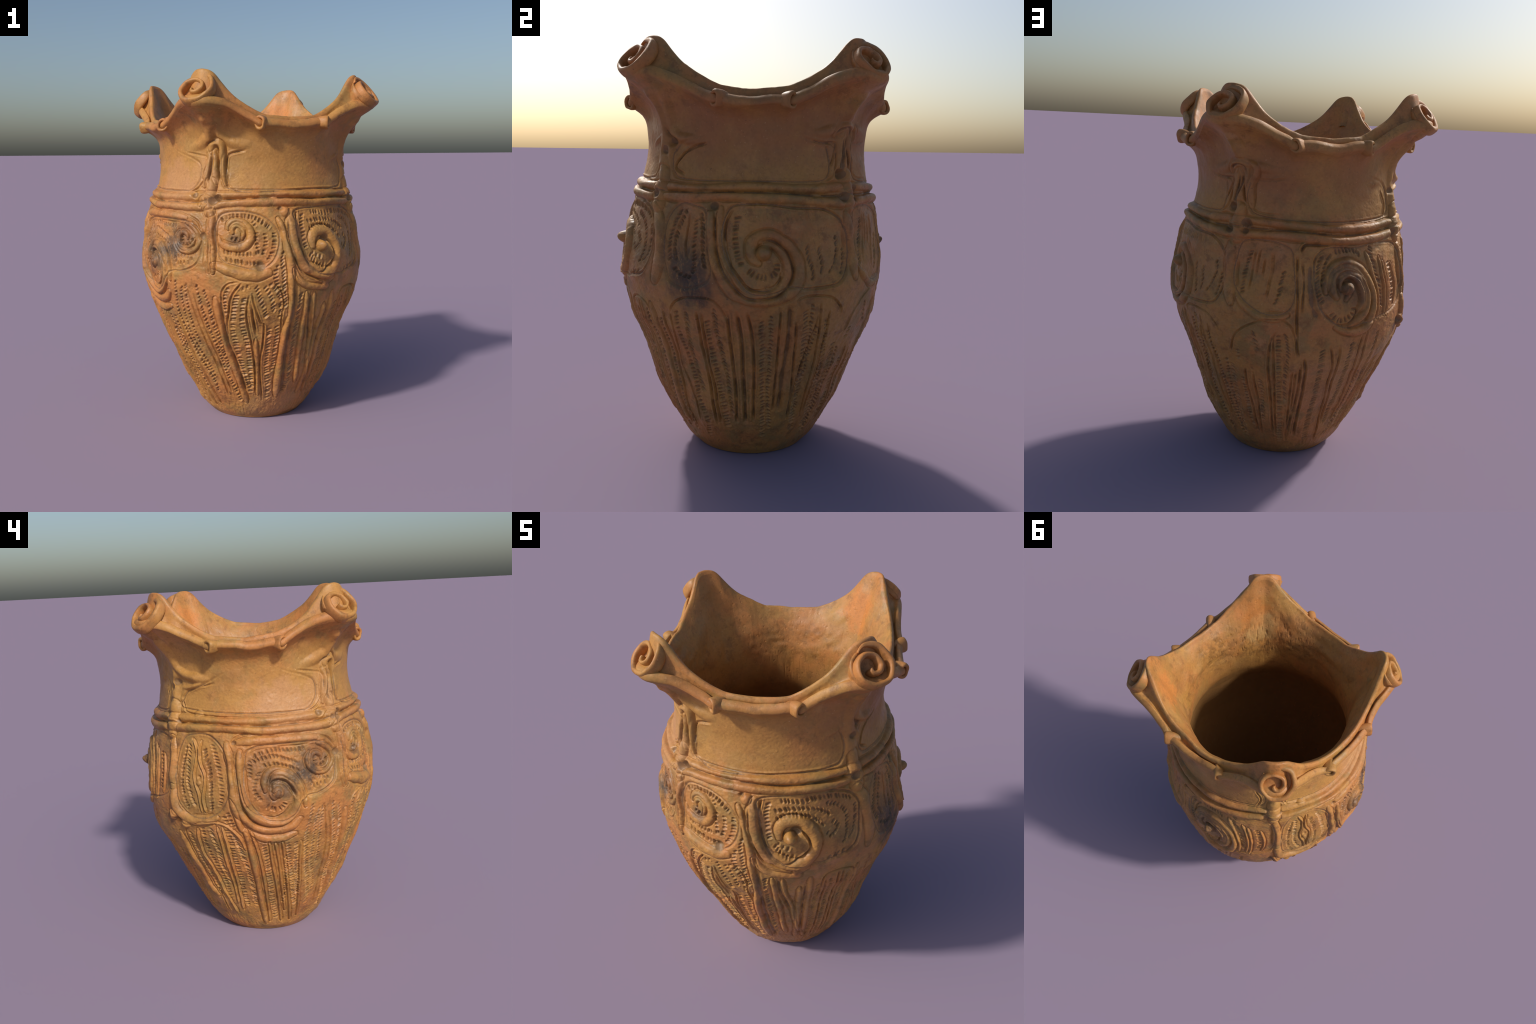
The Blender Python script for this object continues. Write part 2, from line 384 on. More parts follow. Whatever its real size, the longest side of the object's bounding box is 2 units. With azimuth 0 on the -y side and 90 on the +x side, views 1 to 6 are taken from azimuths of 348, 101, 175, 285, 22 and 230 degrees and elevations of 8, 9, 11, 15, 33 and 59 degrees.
stabs([(349.8, 0.872), (351.1, 0.824), (352.4, 0.775), (353.8, 0.736), (354.9, 0.685)], .032, 50)
stabs([(353.6, 0.871), (356, 0.828), (357.5, 0.784), (358.6, 0.717)], .032, 55)
stabs([(356.5, 0.88), (359.7, 0.842), (361.2, 0.792), (361.7, 0.726), (361.3, 0.681)], .030, 50)
stabs([(356.6, 0.625), (356.4, 0.542), (356.2, 0.468), (356, 0.393), (356.3, 0.342), (357.5, 0.275), (358.3, 0.192), (358.9, 0.148)], .034, 30)
stabs([(0.6, 0.634), (1.2, 0.574), (0.4, 0.49), (0.6, 0.409), (-0.4, 0.34)], .030, 30)
groove([(358.7, 0.879), (362, 0.83), (363.2, 0.764), (362.6, 0.697), (362.8, 0.632), (364.1, 0.56)], .010, .008)
groove([(8.3, 0.862), (8.4, 0.731), (7.9, 0.556), (8.1, 0.402), (10, 0.168)], .030, .012)
stabs([(11.8, 0.816), (11.7, 0.772), (11.1, 0.728), (11.7, 0.67), (11.4, 0.575), (11.7, 0.49), (11.9, 0.416), (12.1, 0.334), (12.4, 0.262), (10, 0.182)], .034, 45)
cordon('rib', [(14.9, 0.818), (15.4, 0.734), (15.6, 0.635), (16.5, 0.544), (17.1, 0.434), (17.4, 0.359), (19, 0.259)], .026, .010)
groove([(17.4, 0.815), (18.2, 0.69), (22.3, 0.511)], .018, .012)
cordon('rib', [(19.4, 0.812), (20.5, 0.687), (23.1, 0.557), (25.9, 0.345), (32.6, 0.166)], .020, .009)
# --- quadrant 2
panel([(63.9, 1.185), (67.4, 1.246), (71.9, 1.271), (77.7, 1.26), (81.4, 1.249), (83.1, 1.213), (83.7, 1.131), (84.6, 1.05), (86.1, 0.989), (85, 0.943), (80.3, 0.909), (73.9, 0.898), (68, 0.925), (65.3, 0.991), (63.6, 1.053), (63.2, 1.116)], .010)
groove([(75.3, 1.23), (74.9, 1.147), (74.6, 1.084), (75.8, 1.023)], .010, .008)
stabs([(70.9, 1.248), (68.5, 1.192), (66.7, 1.132), (66.1, 1.077), (67.4, 1.014)], .030, 30)
stabs([(73.4, 1.241), (71.5, 1.186), (69.8, 1.126), (69.3, 1.08), (71, 1.018)], .026, -45)
stabs([(80.8, 1.228), (81.8, 1.171), (82.1, 1.11), (82.7, 1.049), (83.8, 0.988)], .028, -45)
stabs([(78.5, 1.211), (78.6, 1.149), (78.3, 1.087), (79, 1.026), (78.6, 0.963)], .026, 30)
stabs([(69.7, 0.987), (73.9, 0.958), (78.2, 0.95)], .030, 15)
cordon('post', [(56.1, 1.247), (59.6, 1.177), (61, 1.071), (61.5, 0.995), (60, 0.918)], .048, .014)
cordon('spiral', [(84.6, 1.23), (85.7, 1.133), (87, 1.051), (90.3, 0.971), (94.4, 0.898), (98.7, 0.869), (104.9, 0.852), (110.4, 0.856), (115.8, 0.88), (119.5, 0.925), (120.8, 0.979), (120.3, 1.033), (117.7, 1.083), (113.9, 1.117), (109.4, 1.14), (105.6, 1.138), (102.3, 1.113), (101.5, 1.081), (102.4, 1.044), (104.6, 1.024)], .040, .018)
cordon('spiral', [(88.8, 1.256), (88.9, 1.195), (89.2, 1.134), (90.3, 1.073), (92.8, 0.993), (97.2, 0.928), (101.2, 0.891), (106.6, 0.885), (111.3, 0.901), (114.5, 0.936), (116, 0.977), (115.6, 1.023), (114.2, 1.06), (111.2, 1.093), (108.2, 1.109), (105.7, 1.107)], .032, .016)
groove([(86.8, 1.231), (87.5, 1.133), (88.7, 1.052), (91.7, 0.972), (96.2, 0.907), (100.5, 0.871), (105.9, 0.867), (111, 0.877), (115.3, 0.91), (117.9, 0.964), (117.5, 1.022), (115.7, 1.067), (112.7, 1.101), (109.4, 1.119), (105.7, 1.117)], .014, .012)
groove([(93.7, 1.249), (91.6, 1.2), (91.1, 1.135), (91.8, 1.074), (94.2, 1.006), (97.9, 0.949), (101.2, 0.91), (106.6, 0.9), (110.2, 0.912), (112.7, 0.945), (113.5, 0.986)], .012, .010)
pit([(85.9, 1.263)], .022, .022)
stabs([(96.4, 1.229), (95.5, 1.177), (95.3, 1.136), (95.7, 1.1), (96.2, 1.072), (97, 1.039), (98.5, 1.011)], .034, 10)
stabs([(100.4, 0.995), (103.2, 0.971), (106.1, 0.963), (109, 0.966), (111.5, 0.987), (111.5, 1.024)], .034, None)
stabs([(124.5, 1.093), (124.7, 1.051), (125.8, 1.014), (126.6, 0.975), (126.6, 0.946)], .034, 60)
stabs([(129.6, 1.09), (130.3, 1.048), (130.9, 1.006), (130, 0.964)], .030, 65)
stabs([(138.1, 1.135), (138.7, 1.084), (137.8, 1.042), (136.5, 1.005), (134.1, 0.969)], .026, 60)
stabs([(141.9, 1.081), (141.9, 1.038), (141.1, 0.996), (140, 0.954)], .026, 45)
stabs([(99.9, 1.218), (104.5, 1.223), (110.2, 1.227), (116.1, 1.226), (122.2, 1.225), (128.8, 1.223)], .050, 95, d=.003)
stabs([(112.1, 1.178), (115.9, 1.169), (119.8, 1.152), (123, 1.122)], .050, 85, d=.003)
boss([(106.6, 1.067)], .034, .046)
panel_edge([(97.8, 1.274), (108.4, 1.275), (120.4, 1.258), (131.4, 1.252), (137.5, 1.228), (141.8, 1.188), (144, 1.122), (143.9, 1.036), (142.7, 0.972), (139, 0.92), (131.9, 0.907), (124.3, 0.905)])
# quadrant 2 lower
groove([(92.7, 0.795), (93.1, 0.66), (93.6, 0.549), (94.3, 0.397), (93.8, 0.217)], .013, .011)
groove([(96.5, 0.797), (98.1, 0.663), (98.4, 0.502), (99, 0.347), (99.3, 0.214)], .016, .013)
groove([(100.6, 0.798), (102.7, 0.68), (103.9, 0.503), (104, 0.374), (104.2, 0.231)], .013, .011)
stabs([(106.4, 0.761), (106.3, 0.695), (107.5, 0.624), (107.4, 0.553), (107.9, 0.472), (108.3, 0.41), (108.5, 0.373), (109.4, 0.319), (109.3, 0.27), (111.1, 0.123)], .030, 40)
stabs([(110.1, 0.784), (110.5, 0.718), (111, 0.659), (110.8, 0.583), (111.5, 0.507), (111.2, 0.424), (111.9, 0.35), (115, 0.178)], .026, -35)
groove([(113.7, 0.819), (114.2, 0.653), (114.9, 0.501), (115.2, 0.396), (115.5, 0.288)], .011, .009)
groove([(117.4, 0.826), (118.3, 0.676), (118.6, 0.56), (118.2, 0.473), (118.8, 0.367), (119.1, 0.285)], .024, .014)
groove([(120.6, 0.746), (121.8, 0.648), (122.8, 0.546), (123.9, 0.442), (125.4, 0.332), (126.2, 0.218)], .012, .010)
stabs([(124, 0.808), (124.9, 0.742), (125.9, 0.644), (127.1, 0.542), (127.9, 0.437), (128.4, 0.356), (129.2, 0.271), (132.6, 0.147)], .032, 40)
stabs([(127.1, 0.831), (127.2, 0.749), (128.2, 0.666), (128.7, 0.565), (129.7, 0.487)], .028, -35)
groove([(130.6, 0.828), (131.7, 0.711), (133.3, 0.585), (133.8, 0.481), (134.2, 0.373), (136.2, 0.23)], .010, .008)
stabs([(134.7, 0.754), (136.2, 0.655), (138.2, 0.551), (139, 0.472), (139.5, 0.39), (139.9, 0.308), (143.4, 0.186)], .030, 40)
groove([(120.9, 0.832), (120.4, 0.855), (123.8, 0.87), (129.7, 0.869), (135.9, 0.853), (140.7, 0.805), (141.9, 0.775)], .010, .008)
groove([(66.4, 0.773), (68.2, 0.809), (71.1, 0.838), (76.2, 0.856), (84.5, 0.86), (88.6, 0.837), (91.5, 0.785), (92.9, 0.729), (93.3, 0.64)], .010, .008)
groove([(66.4, 0.773), (66.3, 0.716), (64.9, 0.623), (64.6, 0.512), (66.9, 0.414), (69.3, 0.304), (67.7, 0.2)], .009, .007)
stabs([(69.9, 0.784), (69.1, 0.721), (68.8, 0.651), (69.5, 0.591), (70.6, 0.528), (71.6, 0.448), (71.6, 0.392), (72, 0.33), (73, 0.272), (73.2, 0.186), (69.4, 0.105)], .032, 25)
stabs([(74.9, 0.786), (74.4, 0.715), (73.3, 0.643), (72.9, 0.577), (74, 0.528), (74.8, 0.428), (75.6, 0.378)], .034, -50)
groove([(79.4, 0.792), (79.9, 0.712), (79.1, 0.606), (79.9, 0.526), (80.1, 0.435), (80.2, 0.332), (80.2, 0.198)], .012, .010)
groove([(81.8, 0.785), (81.5, 0.68), (81.1, 0.538), (82.4, 0.438), (82.7, 0.335), (83.3, 0.208)], .012, .010)
stabs([(83.6, 0.759), (83.9, 0.717), (83.5, 0.667), (83.6, 0.611), (84, 0.561), (84.8, 0.522), (85.1, 0.487), (85.4, 0.441), (85.6, 0.39), (86.1, 0.36), (86.8, 0.297), (87.2, 0.241), (87.3, 0.182)], .036, 25)
stabs([(87.4, 0.814), (87.5, 0.754), (87.9, 0.696), (88.6, 0.616), (89.3, 0.556), (90.4, 0.502), (90.9, 0.446), (90.9, 0.369), (91.7, 0.262)], .030, -50)
# --- quadrant 3
panel([(150.6, 1.232), (155.1, 1.253), (164.1, 1.254), (170.7, 1.236), (174.3, 1.207), (175.7, 1.116), (176.6, 1.025), (175.8, 0.954), (172.8, 0.91), (168, 0.896), (162.6, 0.9), (157.3, 0.932), (152.7, 0.973), (149.6, 1.02), (148.4, 1.089), (149.1, 1.165)], .010)
stabs([(156.2, 1.206), (155.2, 1.173), (154.4, 1.135), (153.6, 1.101), (153.4, 1.068), (153.3, 1.035), (153.1, 1.007), (153.5, 0.984)], .034, 25)
groove([(157.9, 1.212), (157.3, 1.138), (156.7, 1.063), (156, 1.002)], .010, .007)
groove([(160.1, 1.215), (159.4, 1.149), (158.8, 1.075)], .010, .007)
groove([(162.6, 1.18), (162.2, 1.125), (161.8, 1.074)], .010, .007)
groove([(165.9, 1.201), (166.1, 1.119), (165, 1.04), (164.3, 0.969)], .014, .007)
stabs([(171.5, 1.118), (170.6, 1.072), (170.3, 1.053), (170.3, 1.03), (169.8, 1.002), (168.1, 0.949)], .034, 35)
groove([(176.8, 1.19), (177.1, 1.094), (177.9, 0.979), (178, 0.882), (178.5, 0.831), (179, 0.738), (180.1, 0.679)], .013, .011)
groove([(179, 1.163), (180.1, 1.072), (180.1, 0.979), (180.1, 0.908)], .013, .011)
cordon('post', [(145.2, 1.225), (145.8, 1.155), (146.6, 1.063), (147.2, 0.993), (148.3, 0.937)], .050, .016)
cordon('frame', [(150.9, 0.975), (156.1, 0.921), (161.8, 0.884), (168, 0.881), (173.6, 0.9)], .030, .012)
groove([(192.5, 1.242), (183.5, 1.244), (180, 1.241), (178.6, 1.218), (179.5, 1.202)], .014, .014)
groove([(182.5, 1.155), (182.6, 1.072), (183.5, 0.999), (184.7, 0.932), (187.7, 0.873)], .040, .012)
panel_edge([(188.8, 1.219), (184.9, 1.183), (184.5, 1.119), (185.7, 1.027), (187.8, 0.947), (191.6, 0.888), (197.5, 0.844), (202.1, 0.851), (205, 0.888), (205.7, 0.937)])
cordon('spiral', [(190.2, 1.017), (190.2, 1.073), (192.1, 1.123), (195.7, 1.152), (201, 1.155), (206.6, 1.128), (211.2, 1.079), (213.9, 1.024), (215.1, 0.964), (214.5, 0.901), (212, 0.838), (207.5, 0.809), (201.6, 0.811), (195.8, 0.835)], .034, .018)
cordon('spiral', [(195.5, 0.987), (193.2, 1.03), (193.1, 1.077), (194.9, 1.108), (199, 1.128), (204, 1.113), (208.1, 1.072), (210.4, 1.023), (211.3, 0.969), (210.2, 0.917), (207.2, 0.876), (202.7, 0.84)], .034, .022)
cordon('spiral', [(197.2, 1.029), (196.3, 1.062), (197.6, 1.089), (200.5, 1.099), (204.5, 1.08), (207, 1.04), (208.5, 0.992), (208.4, 0.948), (206.3, 0.912)], .030, .024)
boss([(200, 1.034)], .034, .052)
cordon('spiral', [(200, 1.041), (201.2, 1.008), (200.1, 0.975)], .026, .018)
stabs([(187.9, 1.192), (186.4, 1.146), (186.1, 1.091), (186.3, 1.045), (187.3, 0.999), (189.2, 0.956)], .034, 40)
stabs([(192, 1.201), (190, 1.165), (189, 1.128), (188.7, 1.086), (188.8, 1.045)], .030, 50)
stabs([(193.3, 1.215), (199.6, 1.222), (204.7, 1.211), (207.2, 1.186)], .034, 110)
stabs([(193.3, 0.907), (195.8, 0.876), (198.6, 0.869), (201.2, 0.882), (203.4, 0.9), (204.2, 0.933)], .038, None)
cordon('rib', [(210.7, 1.202), (214, 1.114), (216.7, 1.029), (217.9, 0.955), (217.4, 0.865)], .020, .010)
stabs([(214.2, 1.237), (213.6, 1.191), (215.4, 1.151), (217.1, 1.101), (218.8, 1.051), (219.5, 1.001), (219.9, 0.956), (220.3, 0.916)], .036, -30)
cordon('rib', [(218.9, 1.176), (221, 1.106), (222.5, 1.021), (222.7, 0.946), (221.5, 0.873)], .018, .009)
cordon('rib', [(222, 1.148), (223.4, 1.083), (224.4, 1.018), (224.2, 0.944), (223.4, 0.869)], .018, .009)
stabs([(226.5, 1.142), (228.5, 1.075), (229, 1.01), (227.9, 0.936)], .030, 20)
cordon('rib', [(229.2, 1.133), (231.2, 1.055), (231.2, 0.98), (229.7, 0.918)], .014, .007)
groove([(147.2, 0.667), (148.2, 0.698), (149.7, 0.755), (153.2, 0.804), (159, 0.844), (165.3, 0.872), (171.5, 0.873), (175.8, 0.84), (177.7, 0.79), (179, 0.738)], .010, .008)
groove([(168.1, 0.794), (166.8, 0.718), (166.1, 0.603), (166.9, 0.452), (168.1, 0.292), (168.7, 0.165)], .013, .010)
groove([(169.7, 0.811), (168.3, 0.773), (168.6, 0.693), (169.2, 0.547), (169.8, 0.358), (171, 0.152)], .012, .009)
stabs([(170.6, 0.791), (170.9, 0.722), (171.2, 0.644), (171.5, 0.555), (171.8, 0.45), (172.8, 0.361), (173.2, 0.296), (173.8, 0.192), (174.5, 0.1)], .034, 10)
stabs([(173.5, 0.798), (174.6, 0.752), (175.4, 0.688), (174.9, 0.588), (174.8, 0.49), (175.5, 0.395)], .034, -45)
groove([(183.2, 0.663), (184.7, 0.585), (185.3, 0.46), (184.6, 0.331), (184.5, 0.23), (184.8, 0.156)], .014, .012)
groove([(182, 0.615), (182.6, 0.492), (181.7, 0.364), (179.7, 0.23), (179.2, 0.118)], .012, .010)
stabs([(191, 0.719), (191.3, 0.674), (191.7, 0.633), (192.9, 0.52), (193.2, 0.424), (193, 0.359), (193.2, 0.28), (193.5, 0.203), (195.5, 0.118)], .040, 35)
groove([(194.3, 0.738), (197.6, 0.61), (199, 0.482), (200.4, 0.351), (202.3, 0.214), (205.1, 0.097)], .011, .009)
groove([(198.9, 0.736), (200.1, 0.608), (201.4, 0.479), (202.7, 0.348), (204.2, 0.225)], .011, .009)
stabs([(204.9, 0.75), (204.7, 0.651), (206.1, 0.568), (207.1, 0.45), (206.5, 0.342), (206.9, 0.22)], .032, 40)
groove([(210, 0.789), (208.7, 0.686), (211.2, 0.526), (212.4, 0.362), (212.4, 0.23)], .012, .010)
groove([(212.5, 0.811), (211.7, 0.697), (214.1, 0.545), (215.8, 0.4), (215.1, 0.258)], .011, .009)
stabs([(218.9, 0.789), (218, 0.695), (218.4, 0.597), (221.5, 0.45), (220.5, 0.343)], .030, 45)
stabs([(159.1, 0.803), (160.1, 0.747), (161.2, 0.7)], .030, -40)
stabs([(151.1, 0.688), (150.8, 0.624)], .028, 10)
stabs([(152.1, 0.52), (152.3, 0.428), (153, 0.314), (154.6, 0.202)], .028, 20)
stabs([(138.3, 0.545), (139.7, 0.452), (142, 0.39), (143.9, 0.325), (144.7, 0.249), (145.1, 0.146)], .030, -30)
groove([(153.9, 0.584), (154.2, 0.432), (156.4, 0.308), (157.2, 0.171)], .011, .009)
groove([(157.9, 0.562), (159, 0.44), (160.1, 0.281), (159.9, 0.146)], .011, .009)
stabs([(161.8, 0.526), (162.5, 0.446), (161.9, 0.349), (162.6, 0.251)], .028, -35)
groove([(135.3, 0.789), (136.4, 0.598), (137.2, 0.445), (137.5, 0.244)], .010, .008)
groove([(130.3, 0.775), (127.7, 0.581), (125.8, 0.397), (126.9, 0.233)], .012, .009)
stabs([(130.5, 0.721), (129.5, 0.564), (128.7, 0.394), (130.9, 0.264)], .026, -35)
# --- quadrant 4
panel([(241.1, 1.132), (242.3, 1.185), (245.6, 1.243), (251, 1.262), (258.2, 1.264), (263.1, 1.239), (267.1, 1.193), (269, 1.139), (269.3, 1.057), (269.9, 0.983), (267.8, 0.914), (264.4, 0.857), (259, 0.821), (252.1, 0.81), (246.9, 0.824), (243, 0.868), (240.9, 0.924), (240.4, 1.028)], .010)
cordon('rib', [(250.6, 1.237), (252.7, 1.19), (252.4, 1.119), (251.2, 1.058), (251.9, 1.003), (253.8, 0.943), (254.7, 0.841)], .012, .010)
cordon('rib', [(255.2, 1.231), (254.1, 1.181), (254.9, 1.112), (257.1, 1.049), (257.1, 0.999), (256, 0.92), (256.8, 0.844)], .012, .010)
boss([(254, 1.008)], .014, .010)
pit([(254.2, 1.041)], .010, .010)
stabs([(246.8, 1.195), (245.7, 1.148), (244.6, 1.091), (244.3, 1.034), (244.4, 0.972), (245.4, 0.916), (247.5, 0.859)], .028, 35)
stabs([(248.8, 1.211), (248.7, 1.176), (248.1, 1.115), (247.8, 1.039), (248.2, 0.983), (249.9, 0.917), (251.6, 0.876)], .028, -35)
stabs([(257.6, 1.193), (258.1, 1.154), (259.6, 1.105), (260.1, 1.056), (260.7, 1.002), (260.4, 0.95), (260.7, 0.909), (260.1, 0.859)], .032, 40)
stabs([(261.7, 1.215), (263.2, 1.177), (264.1, 1.128), (265.1, 1.069), (266, 1.011), (266.3, 0.96), (265.6, 0.918), (264.3, 0.885)], .032, -10)
cordon('frame', [(238.5, 0.973), (238.8, 0.915), (239.9, 0.851), (244.2, 0.808), (249.6, 0.791), (257.1, 0.799), (262.5, 0.822)], .038, .018)
cordon('post', [(237.2, 1.234), (237.8, 1.153), (238.1, 1.05), (238.5, 0.973)], .040, .016)
boss([(238, 0.813)], .035, .030)
pit([(240, 0.788)], .018, .022)
pit([(235.9, 0.814)], .018, .020)
cordon('spiral', [(269, 1.217), (270.3, 1.13), (271.1, 1.033), (271.7, 0.942), (273.3, 0.867), (275.6, 0.833), (280.2, 0.778), (285.5, 0.752), (292, 0.75), (298.4, 0.766), (302.5, 0.805)], .036, .018)
cordon('spiral', [(275.5, 1.179), (275, 1.101), (275.5, 1.034), (276.5, 0.958), (278.6, 0.878), (282.7, 0.821), (288.4, 0.795), (293.8, 0.798), (298.3, 0.834), (301, 0.891), (301.2, 0.948), (299.2, 1.008), (295.5, 1.047), (291.5, 1.046), (288.7, 1.01)], .040, .022)
groove([(273.7, 1.169), (273.5, 1.082), (274.5, 0.984), (276.2, 0.89), (279.5, 0.81), (285.6, 0.773), (291.9, 0.771), (297.9, 0.796)], .013, .012)
cordon('spiral', [(304.8, 0.879), (303.8, 0.954), (300.7, 1.025), (296.5, 1.067), (291.3, 1.08), (287.7, 1.064), (286.2, 1.021), (286.4, 0.976)], .034, .020)
groove([(289, 0.979), (289.6, 1.019), (292.7, 1.031), (296.1, 1.017), (298.6, 0.978), (300.2, 0.935)], .016, .016)
boss([(292.1, 0.966)], .034, .022)
cordon('spiral', [(292.3, 0.966), (290.5, 0.939), (288.9, 0.959)], .024, .014)
cordon('spiral', [(277.2, 0.752), (281.1, 0.715), (286.7, 0.694), (293.9, 0.697), (300.5, 0.715)], .034, .014)
groove([(277.9, 0.728), (284.3, 0.676), (293.9, 0.675), (300.6, 0.703)], .010, .010)
groove([(275.1, 1.034), (276.8, 0.932), (280.3, 0.867), (284.9, 0.831), (290.2, 0.822), (294.7, 0.845), (297.8, 0.891)], .011, .009)
cordon('frame', [(274.6, 1.227), (282.4, 1.234), (293.8, 1.232), (303.3, 1.227), (313.6, 1.222)], .036, .014)
groove([(278.9, 1.181), (283.7, 1.205), (290.4, 1.211), (300.6, 1.211), (310.6, 1.207), (314.2, 1.202)], .012, .010)
groove([(271.8, 1.227), (273.2, 1.25), (277.9, 1.268), (287.1, 1.258), (294.5, 1.252)], .010, .010)
pit([(272.5, 1.224)], .016, .016)
cordon('spiral', [(314.1, 1.192), (317.3, 1.179), (320.6, 1.145), (322.1, 1.102), (320.3, 1.065), (316.5, 1.042), (311.7, 1.049), (308.5, 1.077), (307.7, 1.118), (309.1, 1.15)], .024, .012)
cordon('spiral', [(319.5, 1.107), (317.4, 1.071), (312.9, 1.059), (309.9, 1.089), (309.9, 1.129), (312.4, 1.145), (314.9, 1.131), (315.2, 1.11)], .020, .011)
stabs([(311.6, 1.126), (312.2, 1.085), (315.4, 1.08), (318.7, 1.114)], .024, None)
groove([(315, 1.235), (320.8, 1.206), (323.6, 1.155)], .012, .009)
pit([(324.1, 1.128)], .024, .020)
stabs([(281.7, 1.153), (285.7, 1.171), (291.1, 1.182), (296.6, 1.181), (302.2, 1.175), (307.1, 1.178)], .030, 100)
stabs([(281.1, 1.129), (286.5, 1.146), (291.8, 1.152), (297.1, 1.132), (302.5, 1.111)], .030, 120)
stabs([(286.3, 1.108), (292.4, 1.113), (298.6, 1.092), (303, 1.066)], .028, 120)
stabs([(280.3, 1.139), (280.1, 1.096), (280, 1.057), (280.3, 1.038)], .028, -30)
stabs([(284.6, 1.08), (282.9, 1.042), (281.9, 1.008), (281.7, 0.973), (283.3, 0.947), (284.9, 0.92)], .028, 10)
stabs([(286.5, 0.892), (288.6, 0.879), (291.2, 0.871), (293.8, 0.88), (295.6, 0.91)], .034, None)
stabs([(308, 0.988), (311.4, 1.022), (315.6, 1.014), (318.8, 1.002)], .028, 100)
stabs([(307.3, 1.014), (309.5, 0.974), (313.1, 0.983), (316.9, 0.98)], .028, 90)
groove([(311.8, 0.934), (317.3, 0.953), (320.9, 0.981), (322.5, 1.014)], .011, .009)
cordon('post', [(326.7, 1.138), (326.9, 1.04), (327.7, 0.943)], .036, .012)
# quadrant 4 lower
cordon('rib', [(238.9, 0.702), (238.9, 0.571), (241.1, 0.461), (242.2, 0.351), (246.9, 0.276)], .034, .016)
groove([(243.2, 0.748), (242.6, 0.613), (243.9, 0.482), (246.5, 0.382), (249.8, 0.282), (250.3, 0.15)], .011, .009)
cordon('rib', [(250.7, 0.744), (248.8, 0.587), (251.6, 0.492), (253.4, 0.361), (256.1, 0.255), (258.3, 0.155)], .014, .009)
stabs([(245.9, 0.717), (245.5, 0.62), (246.2, 0.542), (247.9, 0.456), (249.8, 0.368), (251.3, 0.277)], .026, -45)
stabs([(253.6, 0.754), (253.8, 0.713), (253.1, 0.654), (253.7, 0.583), (255.2, 0.519), (256.9, 0.452), (257.6, 0.354), (257.9, 0.281)], .028, 20)
stabs([(258.4, 0.755), (258.6, 0.688), (259.4, 0.617), (258.9, 0.537), (259.9, 0.464), (260.1, 0.386)], .034, -45)
cordon('rib', [(261.7, 0.764), (262.6, 0.68), (262.3, 0.554), (262.8, 0.432), (262.9, 0.317), (262.4, 0.233)], .013, .009)
cordon('rib', [(264.2, 0.766), (265.4, 0.688), (265.5, 0.57), (265.7, 0.449), (265.4, 0.304), (264.8, 0.187)], .013, .009)
stabs([(267, 0.756), (267.9, 0.69), (267.9, 0.605), (268.3, 0.539), (268.7, 0.472), (268.6, 0.38), (268.8, 0.299), (269.7, 0.214)], .034, 10)
stabs([(269.1, 0.733), (270.8, 0.685), (272.3, 0.62), (273.4, 0.548), (274.6, 0.474), (275.2, 0.39), (275.8, 0.294), (276.6, 0.208)], .040, -40)
cordon('rib', [(251.4, 0.775), (257.6, 0.789), (264.9, 0.784), (269.3, 0.752), (273, 0.698), (275, 0.627)], .014, .008)
cordon('long_cordon', [(270.2, 0.931), (272.2, 0.85), (274.1, 0.763), (275.8, 0.741), (277.2, 0.64), (278.2, 0.534), (278.9, 0.439), (279.6, 0.324), (280.5, 0.216), (282.4, 0.068)], .028, .013)
stabs([(266.5, 0.836), (267.1, 0.808), (269.6, 0.78)], .026, 10)
stabs([(268.2, 0.859), (269.5, 0.809), (270.8, 0.762)], .026, 30)
cordon('rib', [(278.6, 0.741), (280.7, 0.64), (282.1, 0.541), (283.5, 0.403), (284.6, 0.254), (286.2, 0.083)], .013, .008)
stabs([(284.3, 0.658), (285.5, 0.586), (286.3, 0.512), (286.7, 0.437), (287.7, 0.35), (288.3, 0.268), (289.8, 0.188), (291.8, 0.104)], .034, 30)
cordon('rib', [(287.3, 0.683), (288.6, 0.538), (290.9, 0.398), (293.4, 0.247), (296.7, 0.082)], .013, .008)
cordon('rib', [(290.2, 0.68), (292.4, 0.534), (294.9, 0.358), (299.1, 0.161)], .013, .008)
cordon('rib', [(293.8, 0.683), (296, 0.53), (298.9, 0.352), (303.6, 0.154), (305.6, 0.077)], .013, .008)
stabs([(296.8, 0.666), (298.3, 0.56), (300.3, 0.456), (302.4, 0.346), (304.8, 0.268), (306.7, 0.204)], .030, 35)
stabs([(301.1, 0.666), (302.2, 0.554), (304.4, 0.414), (306.9, 0.264)], .028, 40)
cordon('rib', [(303.7, 0.661), (304.7, 0.516), (306.8, 0.374), (309.6, 0.221), (312.3, 0.096)], .013, .008)
stabs([(308.3, 0.878), (307.6, 0.79), (306.2, 0.706), (307.7, 0.569), (309.4, 0.472), (312.8, 0.36), (316.7, 0.241), (316.4, 0.182)], .034, 50)
stabs([(312, 0.848), (310.8, 0.784), (310.6, 0.696), (310.6, 0.601), (311.9, 0.5), (315.9, 0.386), (318.4, 0.288)], .032, 50)
stabs([(314.3, 0.865), (313.8, 0.776), (313.8, 0.669), (314.8, 0.558), (315.4, 0.491)], .028, 50)
stabs([(320.4, 0.86), (321.7, 0.752), (323.3, 0.663), (324.9, 0.582), (326.9, 0.486), (327.3, 0.404), (329.2, 0.309), (333, 0.218), (335.1, 0.134)], .030, 50)
stabs([(324.1, 0.842), (326, 0.756), (327, 0.655), (328.6, 0.567), (329.4, 0.464), (330.9, 0.356)], .030, 50)
groove([(314.9, 0.865), (316.9, 0.735), (319, 0.61), (320.8, 0.473), (323.1, 0.329), (325.7, 0.169)], .010, .008)
